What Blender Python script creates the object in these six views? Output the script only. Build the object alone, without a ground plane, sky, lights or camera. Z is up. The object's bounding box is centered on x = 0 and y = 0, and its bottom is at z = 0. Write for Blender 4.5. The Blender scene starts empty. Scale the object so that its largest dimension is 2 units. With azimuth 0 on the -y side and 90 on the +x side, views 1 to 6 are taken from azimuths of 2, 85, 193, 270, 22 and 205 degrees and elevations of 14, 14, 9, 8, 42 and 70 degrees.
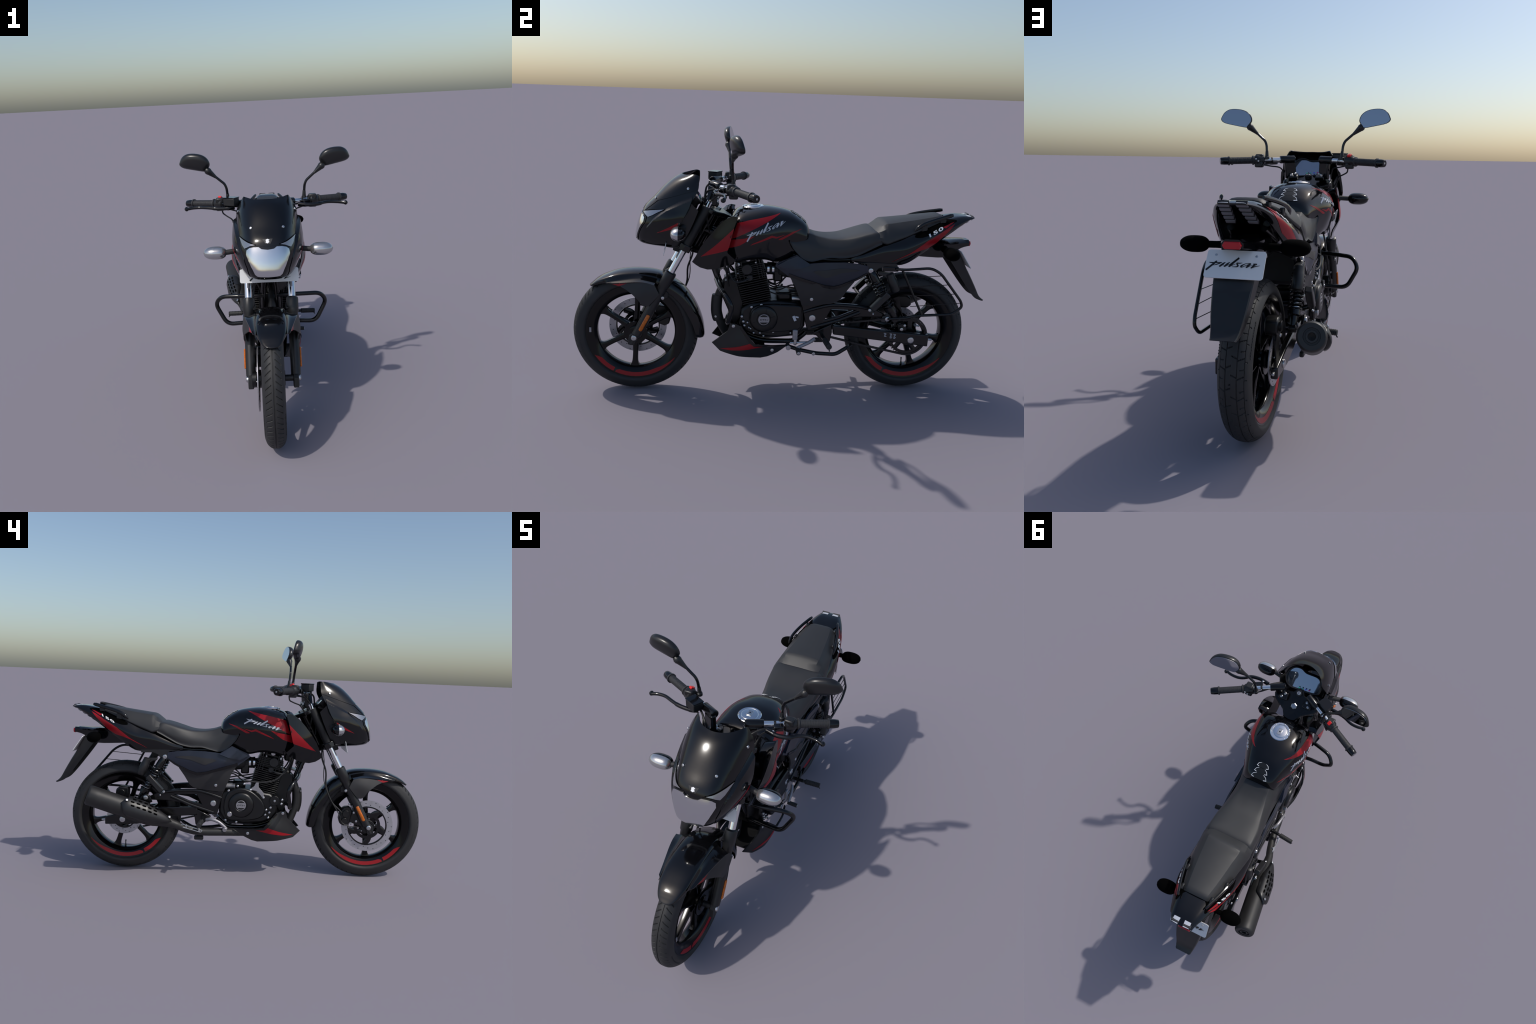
# A commuter motorcycle, built part by part. Bike axis: front is -y, left is +x, metres.
import bpy, bmesh, math, random
import numpy as np
from mathutils import Vector, Matrix
from mathutils.bvhtree import BVHTree
random.seed(7)
pi = math.pi
COL = bpy.context.scene.collection

# ------------------------------------------------------------------ materials
def principled(name, col, rough=.5, metal=0., coat=0., spec=.5, noise=None, bump=None, coat_rough=.05):
    m = bpy.data.materials.new(name); m.use_nodes = True
    nt = m.node_tree; b = nt.nodes['Principled BSDF']
    b.inputs['Base Color'].default_value = (*col, 1)
    b.inputs['Roughness'].default_value = rough
    b.inputs['Metallic'].default_value = metal
    b.inputs['Specular IOR Level'].default_value = spec
    b.inputs['Coat Weight'].default_value = coat
    b.inputs['Coat Roughness'].default_value = coat_rough
    tc = nt.nodes.new('ShaderNodeTexCoord')
    if noise:                                   # (scale, amount): slight mottling of colour and gloss
        n = nt.nodes.new('ShaderNodeTexNoise'); n.inputs['Scale'].default_value = noise[0]
        n.inputs['Detail'].default_value = 4
        nt.links.new(tc.outputs['Object'], n.inputs['Vector'])
        r = nt.nodes.new('ShaderNodeValToRGB')
        a = noise[1]
        r.color_ramp.elements[0].position = .3; r.color_ramp.elements[1].position = .7
        r.color_ramp.elements[0].color = (*[c * (1 - a) for c in col], 1)
        r.color_ramp.elements[1].color = (*[c * (1 + a) for c in col], 1)
        nt.links.new(n.outputs['Fac'], r.inputs['Fac'])
        nt.links.new(r.outputs['Color'], b.inputs['Base Color'])
    if bump:                                    # (scale, strength)
        n = nt.nodes.new('ShaderNodeTexNoise'); n.inputs['Scale'].default_value = bump[0]
        nt.links.new(tc.outputs['Object'], n.inputs['Vector'])
        bp = nt.nodes.new('ShaderNodeBump'); bp.inputs['Strength'].default_value = bump[1]
        bp.inputs['Distance'].default_value = .001
        nt.links.new(n.outputs['Fac'], bp.inputs['Height'])
        nt.links.new(bp.outputs['Normal'], b.inputs['Normal'])
    return m

PAINT   = principled('gloss_black_paint', (.0032, .0033, .0042), .10, noise=(3, .1))
SCREEN  = principled('dark_tinted_acrylic', (.002, .002, .0025), .17)
SATIN   = principled('satin_black_plastic', (.012, .012, .013), .38, noise=(25, .12))
MATTE   = principled('matte_black_plastic', (.009, .009, .0095), .5, bump=(400, .15))
GREY    = principled('charcoal_plastic', (.021, .020, .021), .5, noise=(20, .1), bump=(600, .2))
PITCH   = principled('pitch_black', (.0008, .0008, .0008), .9, spec=.05)  # rear signals; also the black stand-ins for edge shade, slots and drillings
FRAME   = principled('enamelled_steel', (.0035, .0035, .004), .2, noise=(6, .15))
CASTING = principled('black_engine_casting', (.003, .003, .0034), .36, noise=(30, .3), bump=(300, .15))
SEAT    = principled('seat_vinyl', (.026, .026, .027), .5, noise=(14, .08), bump=(900, .25))
RUBBER  = principled('tyre_rubber', (.019, .019, .020), .62, noise=(18, .12), bump=(500, .2))
GRIP    = principled('grip_rubber', (.024, .024, .026), .55, bump=(700, .3))
RIM     = principled('gloss_black_alloy', (.002, .002, .0022), .16, spec=.35)
HOUSING = principled('mirror_housing_plastic', (.012, .012, .013), .3)
RED     = principled('red_decal', (.30, .0065, .012), .3, spec=.35, noise=(9, .05))
REDLENS = principled('red_reflector', (.5, .01, .02), .25)
REDBTN  = principled('red_switch', (.75, .02, .02), .35)
AMBER   = principled('amber_reflector', (.55, .13, .008), .25, noise=(120, .25))
SILVER  = principled('silver_lettering', (.55, .57, .62), .35, metal=.0)
WHITE   = principled('white_lettering', (.85, .85, .86), .4)
PLATE   = principled('number_plate_white', (.74, .75, .76), .35, noise=(5, .02))
INK     = principled('black_ink', (.004, .004, .004), .5)
CHROME  = principled('chrome', (.78, .79, .81), .08, metal=1.)
STEEL   = principled('brushed_steel', (.55, .55, .56), .3, metal=1., noise=(60, .1))
ALLOY   = principled('cast_alloy', (.34, .33, .35), .45, metal=.6, noise=(80, .1))
DISC    = principled('brake_disc_steel', (.46, .45, .48), .38, metal=.7, noise=(40, .08))
LENS    = principled('silvered_lamp_lens', (.68, .69, .70), .14, metal=1.)
SIGLENS = principled('clear_signal_lens', (.52, .52, .53), .2, metal=.85)
EYELENS = principled('position_lamp_lens', (.36, .36, .38), .2, metal=.8)
MIRROR  = principled('mirror_glass', (.50, .52, .55), .02, metal=1.)
TAILLENS= principled('grey_tail_lens', (.24, .235, .26), .3, metal=.2)
GLASS   = principled('instrument_glass', (.36, .40, .46), .06, metal=.85)
EXHAUST = principled('matte_black_exhaust', (.016, .0155, .0155), .5, noise=(30, .15))

def led(name, c):
    return principled(name, c, .3)
LEDS = [led('green_telltale', (.05, .5, .35)), led('teal_telltale', (.05, .45, .4)), led('blue_telltale', (.1, .15, .8)), led('pink_telltale', (.6, .05, .25))]

def carbon():
    """Side-panel film: a tiny dotted weave on dark navy, in object space."""
    m = principled('navy_dotted_film', (.011, .013, .022), .36)
    nt = m.node_tree; b = nt.nodes['Principled BSDF']
    tc = nt.nodes.new('ShaderNodeTexCoord')
    ck = nt.nodes.new('ShaderNodeTexChecker'); ck.inputs['Scale'].default_value = 330
    ck.inputs['Color1'].default_value = (.008, .010, .017, 1)
    ck.inputs['Color2'].default_value = (.022, .031, .060, 1)
    nt.links.new(tc.outputs['Object'], ck.inputs['Vector'])
    n = nt.nodes.new('ShaderNodeTexNoise'); n.inputs['Scale'].default_value = 7
    nt.links.new(tc.outputs['Object'], n.inputs['Vector'])
    mx = nt.nodes.new('ShaderNodeMix'); mx.data_type = 'RGBA'
    mx.inputs[7].default_value = (.012, .0155, .027, 1)
    nt.links.new(n.outputs['Fac'], mx.inputs[0])
    nt.links.new(ck.outputs['Color'], mx.inputs[6])
    nt.links.new(mx.outputs[2], b.inputs['Base Color'])
    return m
CARBON = carbon()

# ------------------------------------------------------------------ mesh helpers
ROOT = bpy.data.objects.new('motorcycle', None); COL.objects.link(ROOT)
ROOT.location = (.003, 0, 0)
ROOT['label'] = 'black commuter motorcycle with red stripes and small windscreen'
ROOT['category'] = 'motorcycle'

def finish(o, mat, parent, smooth=38, bevel=0, bseg=2, stuff=False):
    me = o.data
    if mat is not None:
        me.materials.append(mat)
    if smooth:
        me.shade_smooth(); me.set_sharp_from_angle(angle=math.radians(smooth))
    if bevel:
        b = o.modifiers.new('bevel', 'BEVEL'); b.width = bevel; b.segments = bseg
        b.limit_method = 'ANGLE'; b.angle_limit = math.radians(35); b.harden_normals = False
    o.parent = parent or ROOT
    if stuff: o['kind'] = 'stuff'
    return o

def mesh(name, v, f, mat, parent=None, **kw):
    me = bpy.data.meshes.new(name)
    me.from_pydata([tuple(p) for p in v], [], f); me.update()
    bm = bmesh.new(); bm.from_mesh(me)
    bmesh.ops.remove_doubles(bm, verts=bm.verts, dist=1e-6)
    bmesh.ops.recalc_face_normals(bm, faces=bm.faces)
    bm.to_mesh(me); bm.free()
    o = bpy.data.objects.new(name, me); COL.objects.link(o)
    return finish(o, mat, parent, **kw)

class Acc:
    """Collects pieces so that several simple solids become one part."""
    def __init__(s): s.v, s.f = [], []
    def add(s, vf):
        n = len(s.v); s.v += [tuple(p) for p in vf[0]]; s.f += [tuple(i + n for i in q) for q in vf[1]]; return s
    def mirror(s):
        n = len(s.v); s.v += [(-x, y, z) for x, y, z in s.v]; s.f += [tuple(i + n for i in q[::-1]) for q in s.f]; return s
    def make(s, name, mat, parent=None, **kw): return mesh(name, s.v, s.f, mat, parent, **kw)

def cat(pts, n=6, closed=False):
    """Catmull-Rom through control points (any dimension)."""
    P = [np.array(p, float) for p in pts]; m = len(P); out = []
    for i in range(m if closed else m - 1):
        if closed: a, b, c, d = P[(i - 1) % m], P[i], P[(i + 1) % m], P[(i + 2) % m]
        else:
            b, c = P[i], P[i + 1]
            a = P[i - 1] if i else 2 * b - c
            d = P[i + 2] if i + 2 < m else 2 * c - b
        for k in range(n):
            t = k / n
            out.append(.5 * (2 * b + (c - a) * t + (2 * a - 5 * b + 4 * c - d) * t * t + (3 * b - a - 3 * c + d) * t ** 3))
    if not closed: out.append(P[-1])
    return out

def rounded(pts, r=.02, n=5):
    """Polyline with rounded corners (for bent tube)."""
    P = [Vector(p) for p in pts]; out = [P[0]]
    for i in range(1, len(P) - 1):
        a, b, c = P[i - 1], P[i], P[i + 1]
        d1, d2 = (a - b), (c - b)
        k = min(r, d1.length * .45, d2.length * .45)
        s, e = b + d1.normalized() * k, b + d2.normalized() * k
        for j in range(n + 1):
            t = j / n; out.append(s.lerp(b, t).lerp(b.lerp(e, t), t))
    out.append(P[-1]); return out

def tube_vf(path, r, seg=12, cap=True, flat=1.0, up=None):
    P = [Vector(p) for p in path]; n = len(P)
    R = [r] * n if not hasattr(r, '__len__') else ([r[0] + (r[-1] - r[0]) * i / (n - 1) for i in range(n)] if len(r) == 2 else list(r))
    T = [(P[min(i + 1, n - 1)] - P[max(i - 1, 0)]).normalized() for i in range(n)]
    nrm = Vector(up) if up else (Vector((0, 0, 1)) if abs(T[0].z) < .9 else Vector((1, 0, 0)))
    v, f = [], []
    for i in range(n):
        nrm = (nrm - T[i] * nrm.dot(T[i])).normalized(); bi = T[i].cross(nrm)
        for k in range(seg):
            a = 2 * pi * k / seg
            v.append(P[i] + (nrm * math.cos(a) * flat + bi * math.sin(a)) * R[i])
    for i in range(n - 1):
        for k in range(seg):
            f.append((i * seg + k, i * seg + (k + 1) % seg, (i + 1) * seg + (k + 1) % seg, (i + 1) * seg + k))
    if cap:
        f.append(tuple(range(seg))[::-1]); f.append(tuple(range((n - 1) * seg, n * seg)))
    return v, f

def tube(name, path, r, mat, parent=None, seg=12, **kw):
    v, f = tube_vf(path, r, seg); return mesh(name, v, f, mat, parent, **kw)

def lathe_vf(p0, p1, prof, seg=32, cap=True):
    """Solid of revolution: prof = [(t along p0->p1 in metres, radius)]."""
    a, b = Vector(p0), Vector(p1); d = (b - a).normalized()
    n = Vector((0, 0, 1)) if abs(d.z) < .9 else Vector((0, 1, 0))
    n = (n - d * n.dot(d)).normalized(); bi = d.cross(n)
    v, f = [], []
    for t, r in prof:
        for k in range(seg):
            an = 2 * pi * k / seg
            v.append(a + d * t + (n * math.cos(an) + bi * math.sin(an)) * max(r, 1e-5))
    m = len(prof)
    for i in range(m - 1):
        for k in range(seg):
            f.append((i * seg + k, i * seg + (k + 1) % seg, (i + 1) * seg + (k + 1) % seg, (i + 1) * seg + k))
    if cap:
        f.append(tuple(range(seg))[::-1]); f.append(tuple(range((m - 1) * seg, m * seg)))
    return v, f

def cyl_vf(p0, p1, r0, r1=None, seg=24, ch=.0):
    L = (Vector(p1) - Vector(p0)).length; r1 = r0 if r1 is None else r1
    if ch: return lathe_vf(p0, p1, [(0, r0 - ch), (ch, r0), (L - ch, r1), (L, r1 - ch)], seg)
    return lathe_vf(p0, p1, [(0, r0), (L, r1)], seg)

def cyl(name, p0, p1, r, mat, parent=None, r1=None, seg=28, ch=.0015, **kw):
    v, f = cyl_vf(p0, p1, r, r1, seg, ch); return mesh(name, v, f, mat, parent, **kw)

def ring_vf(xs, c, r0, r1, seg=64, x=0):
    """Flat annulus of thickness, axis x: xs=(x0,x1), c=(y,z)."""
    v, f = [], []
    for k in range(seg):
        a = 2 * pi * k / seg; cs, sn = math.cos(a), math.sin(a)
        for xx, r in ((xs[0], r0), (xs[1], r0), (xs[1], r1), (xs[0], r1)):
            v.append((xx, c[0] + cs * r, c[1] + sn * r))
    for k in range(seg):
        j = (k + 1) % seg
        for q in range(4): f.append((k * 4 + q, k * 4 + (q + 1) % 4, j * 4 + (q + 1) % 4, j * 4 + q))
    return v, f

def box_vf(c, s, rot=None):
    c = Vector(c); M = rot or Matrix.Identity(3)
    v = [c + M @ Vector((sx * s[0] / 2, sy * s[1] / 2, sz * s[2] / 2)) for sx in (-1, 1) for sy in (-1, 1) for sz in (-1, 1)]
    return v, [(0, 1, 3, 2), (4, 6, 7, 5), (0, 4, 5, 1), (2, 3, 7, 6), (0, 2, 6, 4), (1, 5, 7, 3)]

def rx(a): return Matrix.Rotation(math.radians(a), 3, 'X')

def box(name, c, s, mat, parent=None, rot=None, bevel=.003, **kw):
    v, f = box_vf(c, s, rot); return mesh(name, v, f, mat, parent, bevel=bevel, **kw)

def fill2d(outlines):
    """Triangulate outline(s) (first outer, rest holes); returns 2-D verts and faces."""
    bm = bmesh.new(); es = []
    for o in outlines:
        vs = [bm.verts.new((p[0], p[1], 0)) for p in o]
        es += [bm.edges.new((vs[i], vs[(i + 1) % len(vs)])) for i in range(len(vs))]
    bmesh.ops.triangle_fill(bm, use_beauty=True, use_dissolve=False, edges=es)
    bm.verts.index_update()
    v = [tuple(q.co[:2]) for q in bm.verts]; f = [[q.index for q in fa.verts] for fa in bm.faces]
    bm.free(); return v, f

def plate_vf(outline, x0, x1, holes=()):
    """Sheet cut to a (y,z) outline, from x0 to x1."""
    v2, f2 = fill2d([outline, *holes]); n = len(v2)
    v = [(x0, *p) for p in v2] + [(x1, *p) for p in v2]
    f = [tuple(q) for q in f2] + [tuple(i + n for i in q[::-1]) for q in f2]
    k = 0
    for o in (outline, *holes):
        m = len(o)
        for i in range(m):
            a, b = k + i, k + (i + 1) % m
            f.append((a, b, b + n, a + n))
        k += m
    return v, f

def plate(name, outline, x0, x1, mat, parent=None, holes=(), bevel=.002, **kw):
    v, f = plate_vf(outline, x0, x1, holes)
    o = mesh(name, v, f, mat, parent, **kw)
    bm = bmesh.new(); bm.from_mesh(o.data)
    bmesh.ops.dissolve_limit(bm, angle_limit=.02, verts=bm.verts, edges=bm.edges)
    bm.to_mesh(o.data); bm.free()
    if bevel:
        b = o.modifiers.new('bevel', 'BEVEL'); b.width = bevel; b.segments = 2; b.limit_method = 'ANGLE'; b.angle_limit = math.radians(50)
    return o

def tps(ctrl, lam=1e-5):
    """Thin-plate surface x(a,b) through control points (a,b,x)."""
    C = np.array(ctrl, float); n = len(C); A = C[:, :2]
    def U(r2): return np.where(r2 > 1e-14, r2 * np.log(r2 + 1e-14), 0)
    Km = U(((A[:, None] - A[None]) ** 2).sum(-1)) + lam * np.eye(n)
    Pm = np.c_[np.ones(n), A]
    M = np.block([[Km, Pm], [Pm.T, np.zeros((3, 3))]])
    w = np.linalg.solve(M, np.r_[C[:, 2], np.zeros(3)])
    def fn(a, b):
        r2 = ((np.array([a, b]) - A) ** 2).sum(-1)
        return float(U(r2) @ w[:n] + w[n] + w[n + 1] * a + w[n + 2] * b)
    return fn

def gridfill(outline, step):
    """Outline polygon cut into a regular grid: 2-D verts + faces."""
    bm = bmesh.new()
    vs = [bm.verts.new((p[0], p[1], 0)) for p in outline]; bm.faces.new(vs)
    for ax in (0, 1):
        lo, hi = min(p[ax] for p in outline), max(p[ax] for p in outline)
        k = max(1, int((hi - lo) / step))
        for i in range(1, k):
            co = [0, 0, 0]; no = [0, 0, 0]; co[ax] = lo + (hi - lo) * i / k; no[ax] = 1
            bmesh.ops.bisect_plane(bm, geom=bm.verts[:] + bm.edges[:] + bm.faces[:], plane_co=co, plane_no=no, dist=1e-6)
    bmesh.ops.triangulate(bm, faces=[f for f in bm.faces if len(f.verts) > 4])
    bm.verts.index_update()
    v = [tuple(q.co[:2]) for q in bm.verts]; f = [tuple(q.index for q in fa.verts) for fa in bm.faces]
    bm.free(); return v, f

def solid(v3, f, off):
    """Give a sheet thickness by offset vectors; closes the rim."""
    n = len(v3); v = [tuple(p) for p in v3] + [tuple(Vector(p) + Vector(off(p) if callable(off) else off)) for p in v3]
    edges = {}
    for q in f:
        for i in range(len(q)):
            e = (q[i], q[(i + 1) % len(q)]); edges[e] = 1
    F = list(f) + [tuple(i + n for i in q[::-1]) for q in f]
    for a, b in edges:
        if (b, a) not in edges: F.append((b, a, a + n, b + n))
    return v, F

def panel(name, outline, ctrl, thick, mat, parent=None, step=.012, sides=(1, -1), smooth=30, curve=0, bevel=.0, left_out=0.):
    """Body panel: side outline (y,z) laid on a thin-plate surface x(y,z); one per side."""
    if curve: outline = [tuple(p) for p in cat(outline, curve, True)]
    fn = tps(ctrl); v2, f2 = gridfill(outline, step); out = []
    for s in sides:
        v3 = [(s * (fn(*p) + (left_out if s > 0 else 0)), *p) for p in v2]
        v, f = solid(v3, f2, (-s * thick, 0, 0))
        out.append(mesh(name, v, f, mat, parent, smooth=smooth, bevel=bevel))
    return out

def bvh(*objs):
    dg = bpy.context.evaluated_depsgraph_get(); V, F = [], []
    for o in objs:
        e = o.evaluated_get(dg); me = e.to_mesh(); n = len(V)
        M = Matrix.Translation(o.location)
        V += [M @ q.co for q in me.vertices]; F += [tuple(i + n for i in p.vertices) for p in me.polygons]
        e.to_mesh_clear()
    return BVHTree.FromPolygons(V, F)

def decal(name, outline, tree, axis, sign, mat, parent=None, lift=.0008, depth=.0012, step=.008, smooth=60, vf=None, stuff=False):
    """Film or lens laid on a surface: 2-D outline is projected along an axis from outside."""
    v2, f2 = vf or gridfill(outline, step)
    d = Vector((0, 0, 0)); d[axis] = -sign
    v3, nn = [], []
    for a, b in v2:
        if axis == 0: o = Vector((sign * .6, a, b))
        elif axis == 1: o = Vector((a, sign * 1.5, b))
        else: o = Vector((a, b, sign * 2))
        h, nrm, _, _ = tree.ray_cast(o, d)
        v3.append(h); nn.append(nrm)
    ok = [p for p in v3 if p is not None]
    if not ok: return None
    for i, p in enumerate(v3):
        if p is None:
            j = min((k for k in range(len(v3)) if v3[k] is not None), key=lambda k: (v2[k][0] - v2[i][0]) ** 2 + (v2[k][1] - v2[i][1]) ** 2)
            q = v3[j].copy(); oth = [k for k in range(3) if k != axis]
            q[oth[0]], q[oth[1]] = v2[i]; v3[i] = q; nn[i] = nn[j]
    top = []
    for p, nrm, q2 in zip(v3, nn, v2):
        if nrm.dot(d) > 0: nrm = -nrm
        top.append(p + nrm * (lift(*q2) if callable(lift) else lift))
    off = {tuple(t): -nrm * depth if nrm.dot(d) < 0 else nrm * depth for t, nrm in zip(top, nn)}
    v, f = solid(top, f2, lambda p: off[tuple(p)])
    return mesh(name, v, f, mat, parent, smooth=smooth, stuff=stuff)

def loft_vf(secs, nu=4, nv=5, closed=True, caps=True, linear_u=False):
    """Loft through rings of control points: secs[i] = list of 3-D points."""
    if nv > 1: secs = [cat(s, nv, closed) for s in secs]
    A = np.array(secs, float)
    if nu > 1:
        A = np.stack([np.array(cat([A[i, j] for i in range(A.shape[0])], nu)) for j in range(A.shape[1])], 1)
    m, n = A.shape[:2]
    v = [tuple(p) for p in A.reshape(-1, 3)]; f = []
    for i in range(m - 1):
        for k in range(n if closed else n - 1):
            f.append((i * n + k, i * n + (k + 1) % n, (i + 1) * n + (k + 1) % n, (i + 1) * n + k))
    if caps and closed:
        f.append(tuple(range(n))[::-1]); f.append(tuple(range((m - 1) * n, m * n)))
    return v, f

def mirror_ring(half, y):
    """Half section [(x,z)...] top centre -> bottom centre, to a full ring at station y."""
    R = [(x, y, z) for x, z in half]
    Lh = [(-x, y, z) for x, z in half[::-1] if x > 1e-6]
    return R + Lh

# shared bolt head
def make_bolt():
    v, f = lathe_vf((0, 0, 0), (0, 0, 1), [(0, 1.0), (.35, 1.0), (.55, .9), (.7, .6), (.7, .35), (.5, .32)], 12)
    me = bpy.data.meshes.new('bolt_head'); me.from_pydata([tuple(p) for p in v], [], f); me.materials.append(STEEL)
    me.shade_smooth(); me.set_sharp_from_angle(angle=.6); return me
BOLT = make_bolt()
def bolt(loc, d, r, h=None, parent=None, mat=None):
    o = bpy.data.objects.new('bolt', BOLT); COL.objects.link(o); o.parent = parent or ROOT
    o.location = loc; h = h or r
    o.rotation_mode = 'QUATERNION'; o.rotation_quaternion = Vector((0, 0, 1)).rotation_difference(Vector(d))
    o.scale = (r, r, h); return o
# ------------------------------------------------------------------ lettering
# Brush script: each stroke = (x, y, width) on the drawing board, 1790 units wide word.
STROKES = [
 [(605, 475, 25), (585, 500, 60), (450, 612, 60), (300, 735, 58), (288, 745, 40)],
 [(345, 513, 6), (420, 528, 28), (600, 532, 30), (790, 522, 10)],
 [(790, 524, 12), (690, 562, 36), (570, 597, 20), (480, 612, 6)],
 [(905, 525, 16), (830, 570, 56), (745, 632, 54), (705, 630, 16)],
 [(745, 640, 20), (860, 595, 10)],
 [(1055, 524, 16), (975, 578, 56), (905, 638, 54), (862, 632, 16)],
 [(905, 645, 20), (1050, 592, 10)],
 [(1340, 400, 58), (1200, 512, 62), (1100, 600, 76), (1055, 645, 56), (1028, 636, 16)],
 [(1075, 648, 20), (1250, 580, 10)],
 [(1478, 550, 6), (1390, 558, 26), (1295, 556, 32), (1315, 600, 46), (1345, 640, 44), (1290, 664, 26), (1145, 664, 6)],
 [(1760, 578, 30), (1650, 563, 14), (1540, 592, 22), (1445, 650, 50), (1480, 674, 26), (1570, 640, 16), (1700, 592, 16)],
 [(1765, 574, 26), (1695, 620, 62), (1640, 678, 46), (1606, 664, 12)],
 [(1645, 690, 14), (1800, 616, 10)],
 [(1890, 585, 60), (1855, 640, 64), (1800, 698, 40), (1775, 688, 12)],
 [(1835, 577, 8), (1960, 590, 20), (1890, 622, 26)],
 [(1812, 700, 20), (1920, 662, 22), (2062, 640, 6)],
]
def ribbon(st, smooth=True):
    """Outline of one brush stroke."""
    if smooth: P = cat([(x, y) for x, y, w in st], 4); W = [float(w[0]) for w in cat([(w,) for _, _, w in st], 4)]
    else: P = [np.array(q[:2], float) for q in st]; W = [q[2] for q in st]
    l, r = [], []
    for i, p in enumerate(P):
        t = P[min(i + 1, len(P) - 1)] - P[max(i - 1, 0)]; t = t / (np.linalg.norm(t) + 1e-9)
        n = np.array([-t[1], t[0]]) * max(W[i], 4) / 2
        l.append(p + n); r.append(p - n)
    n = len(P); V = l + r
    F = [(i, i + 1, n + i + 1, n + i) for i in range(n - 1)]
    return V, F
def script_word(name, fn, tree, axis, sign, mat, parent, lift=.0012):
    """The brush word; fn maps board coordinates to the projection plane."""
    A = Acc()
    for i, st in enumerate(STROKES):
        V, F = ribbon(st)
        o = decal(name, None, tree, axis, sign, mat, parent, lift=lift + .0001 * i, depth=.0006, vf=([tuple(fn(*p)) for p in V], F))
        A.add(([q.co[:] for q in o.data.vertices], [tuple(p.vertices) for p in o.data.polygons]))
        me = o.data; bpy.data.objects.remove(o); bpy.data.meshes.remove(me)
    return A.make(name, mat, parent, smooth=60)

def text_vf(s, bold=0., space=1.):
    """Mesh of a word in the built-in font, height about 1."""
    c = bpy.data.curves.new('word', 'FONT'); c.body = s; c.offset = bold; c.space_character = space; c.resolution_u = 3
    o = bpy.data.objects.new('word', c); COL.objects.link(o)
    dg = bpy.context.evaluated_depsgraph_get(); me = bpy.data.meshes.new_from_object(o.evaluated_get(dg))
    bm = bmesh.new(); bm.from_mesh(me); bmesh.ops.triangulate(bm, faces=bm.faces)
    bm.verts.index_update()
    v = [q.co[:2] for q in bm.verts]; f = [tuple(q.index for q in fa.verts) for fa in bm.faces]
    bm.free(); bpy.data.objects.remove(o); bpy.data.curves.remove(c); bpy.data.meshes.remove(me)
    x0, x1 = min(p[0] for p in v), max(p[0] for p in v); z0, z1 = min(p[1] for p in v), max(p[1] for p in v)
    return [((p[0] - x0) / (x1 - x0), (p[1] - z0) / (z1 - z0)) for p in v], f
def word(name, s, o, u, w, tree, axis, sign, mat, parent, bold=0., lift=.0012, space=1.):
    v, f = text_vf(s, bold, space)
    pts = [(o[0] + a * u[0] + b * w[0], o[1] + a * u[1] + b * w[1]) for a, b in v]
    return decal(name, None, tree, axis, sign, mat, parent, lift=lift, depth=.0006, vf=(pts, f))

# ------------------------------------------------------------------ fuel tank
TANK = [ # y, half section (x,z) from the spine down
 (-.275, [(0, .835), (.05, .833), (.095, .823), (.120, .80), (.128, .77), (.124, .73), (.105, .682), (0, .68)]),
 (-.250, [(0, .872), (.05, .869), (.098, .857), (.130, .83), (.145, .785), (.138, .73), (.112, .672), (0, .68)]),
 (-.225, [(0, .896), (.05, .893), (.102, .880), (.138, .85), (.154, .797), (.146, .735), (.115, .668), (0, .68)]),
 (-.175, [(0, .908), (.06, .904), (.107, .888), (.143, .852), (.160, .797), (.148, .735), (.115, .679), (0, .68)]),
 (-.105, [(0, .915), (.06, .910), (.106, .893), (.142, .853), (.159, .799), (.144, .738), (.110, .681), (0, .68)]),
 (-.045, [(0, .909), (.055, .904), (.1, .886), (.130, .848), (.141, .797), (.126, .738), (.102, .668), (0, .68)]),
 (.015,  [(0, .895), (.05, .890), (.09, .871), (.110, .836), (.117, .79), (.108, .745), (.092, .690), (0, .69)]),
 (.062,  [(0, .869), (.042, .865), (.078, .850), (.094, .822), (.101, .79), (.096, .76), (.082, .725), (0, .73)]),
 (.092,  [(0, .845), (.035, .842), (.065, .829), (.083, .806), (.090, .785), (.087, .77), (.07, .75), (0, .75)]),
 (.106,  [(0, .822), (.026, .819), (.05, .81), (.064, .795), (.068, .78), (.066, .77), (.05, .76), (0, .76)]),
]
v, f = loft_vf([mirror_ring(h, y) for y, h in TANK], 5, 4)
tank = mesh('fuel_tank', v, f, PAINT, smooth=42)
T_TANK = bvh(tank)

# shrouds: wing panels either side of the tank nose
SHROUD_X = [(-.25, .90, .163), (-.30, .885, .164), (-.262, .803, .174), (-.28, .727, .172), (-.25, .685, .152), (-.31, .645, .135),
            (-.4, .645, .126), (-.438, .672, .128), (-.398, .75, .152), (-.36, .81, .162), (-.33, .75, .174), (-.33, .69, .155), (-.36, .705, .155)]
SHROUD_O = [(-.234, .888), (-.243, .862), (-.262, .803), (-.280, .727), (-.262, .708), (-.242, .688), (-.256, .668), (-.285, .655), (-.31, .645), (-.345, .637),
            (-.367, .635), (-.4, .644), (-.420, .657), (-.437, .671), (-.420, .70), (-.399, .745), (-.372, .785), (-.338, .828), (-.305, .864), (-.278, .884), (-.255, .892)]
shrouds = panel('tank_shroud', SHROUD_O, SHROUD_X, .006, PAINT, tank, bevel=.0015)
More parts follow.
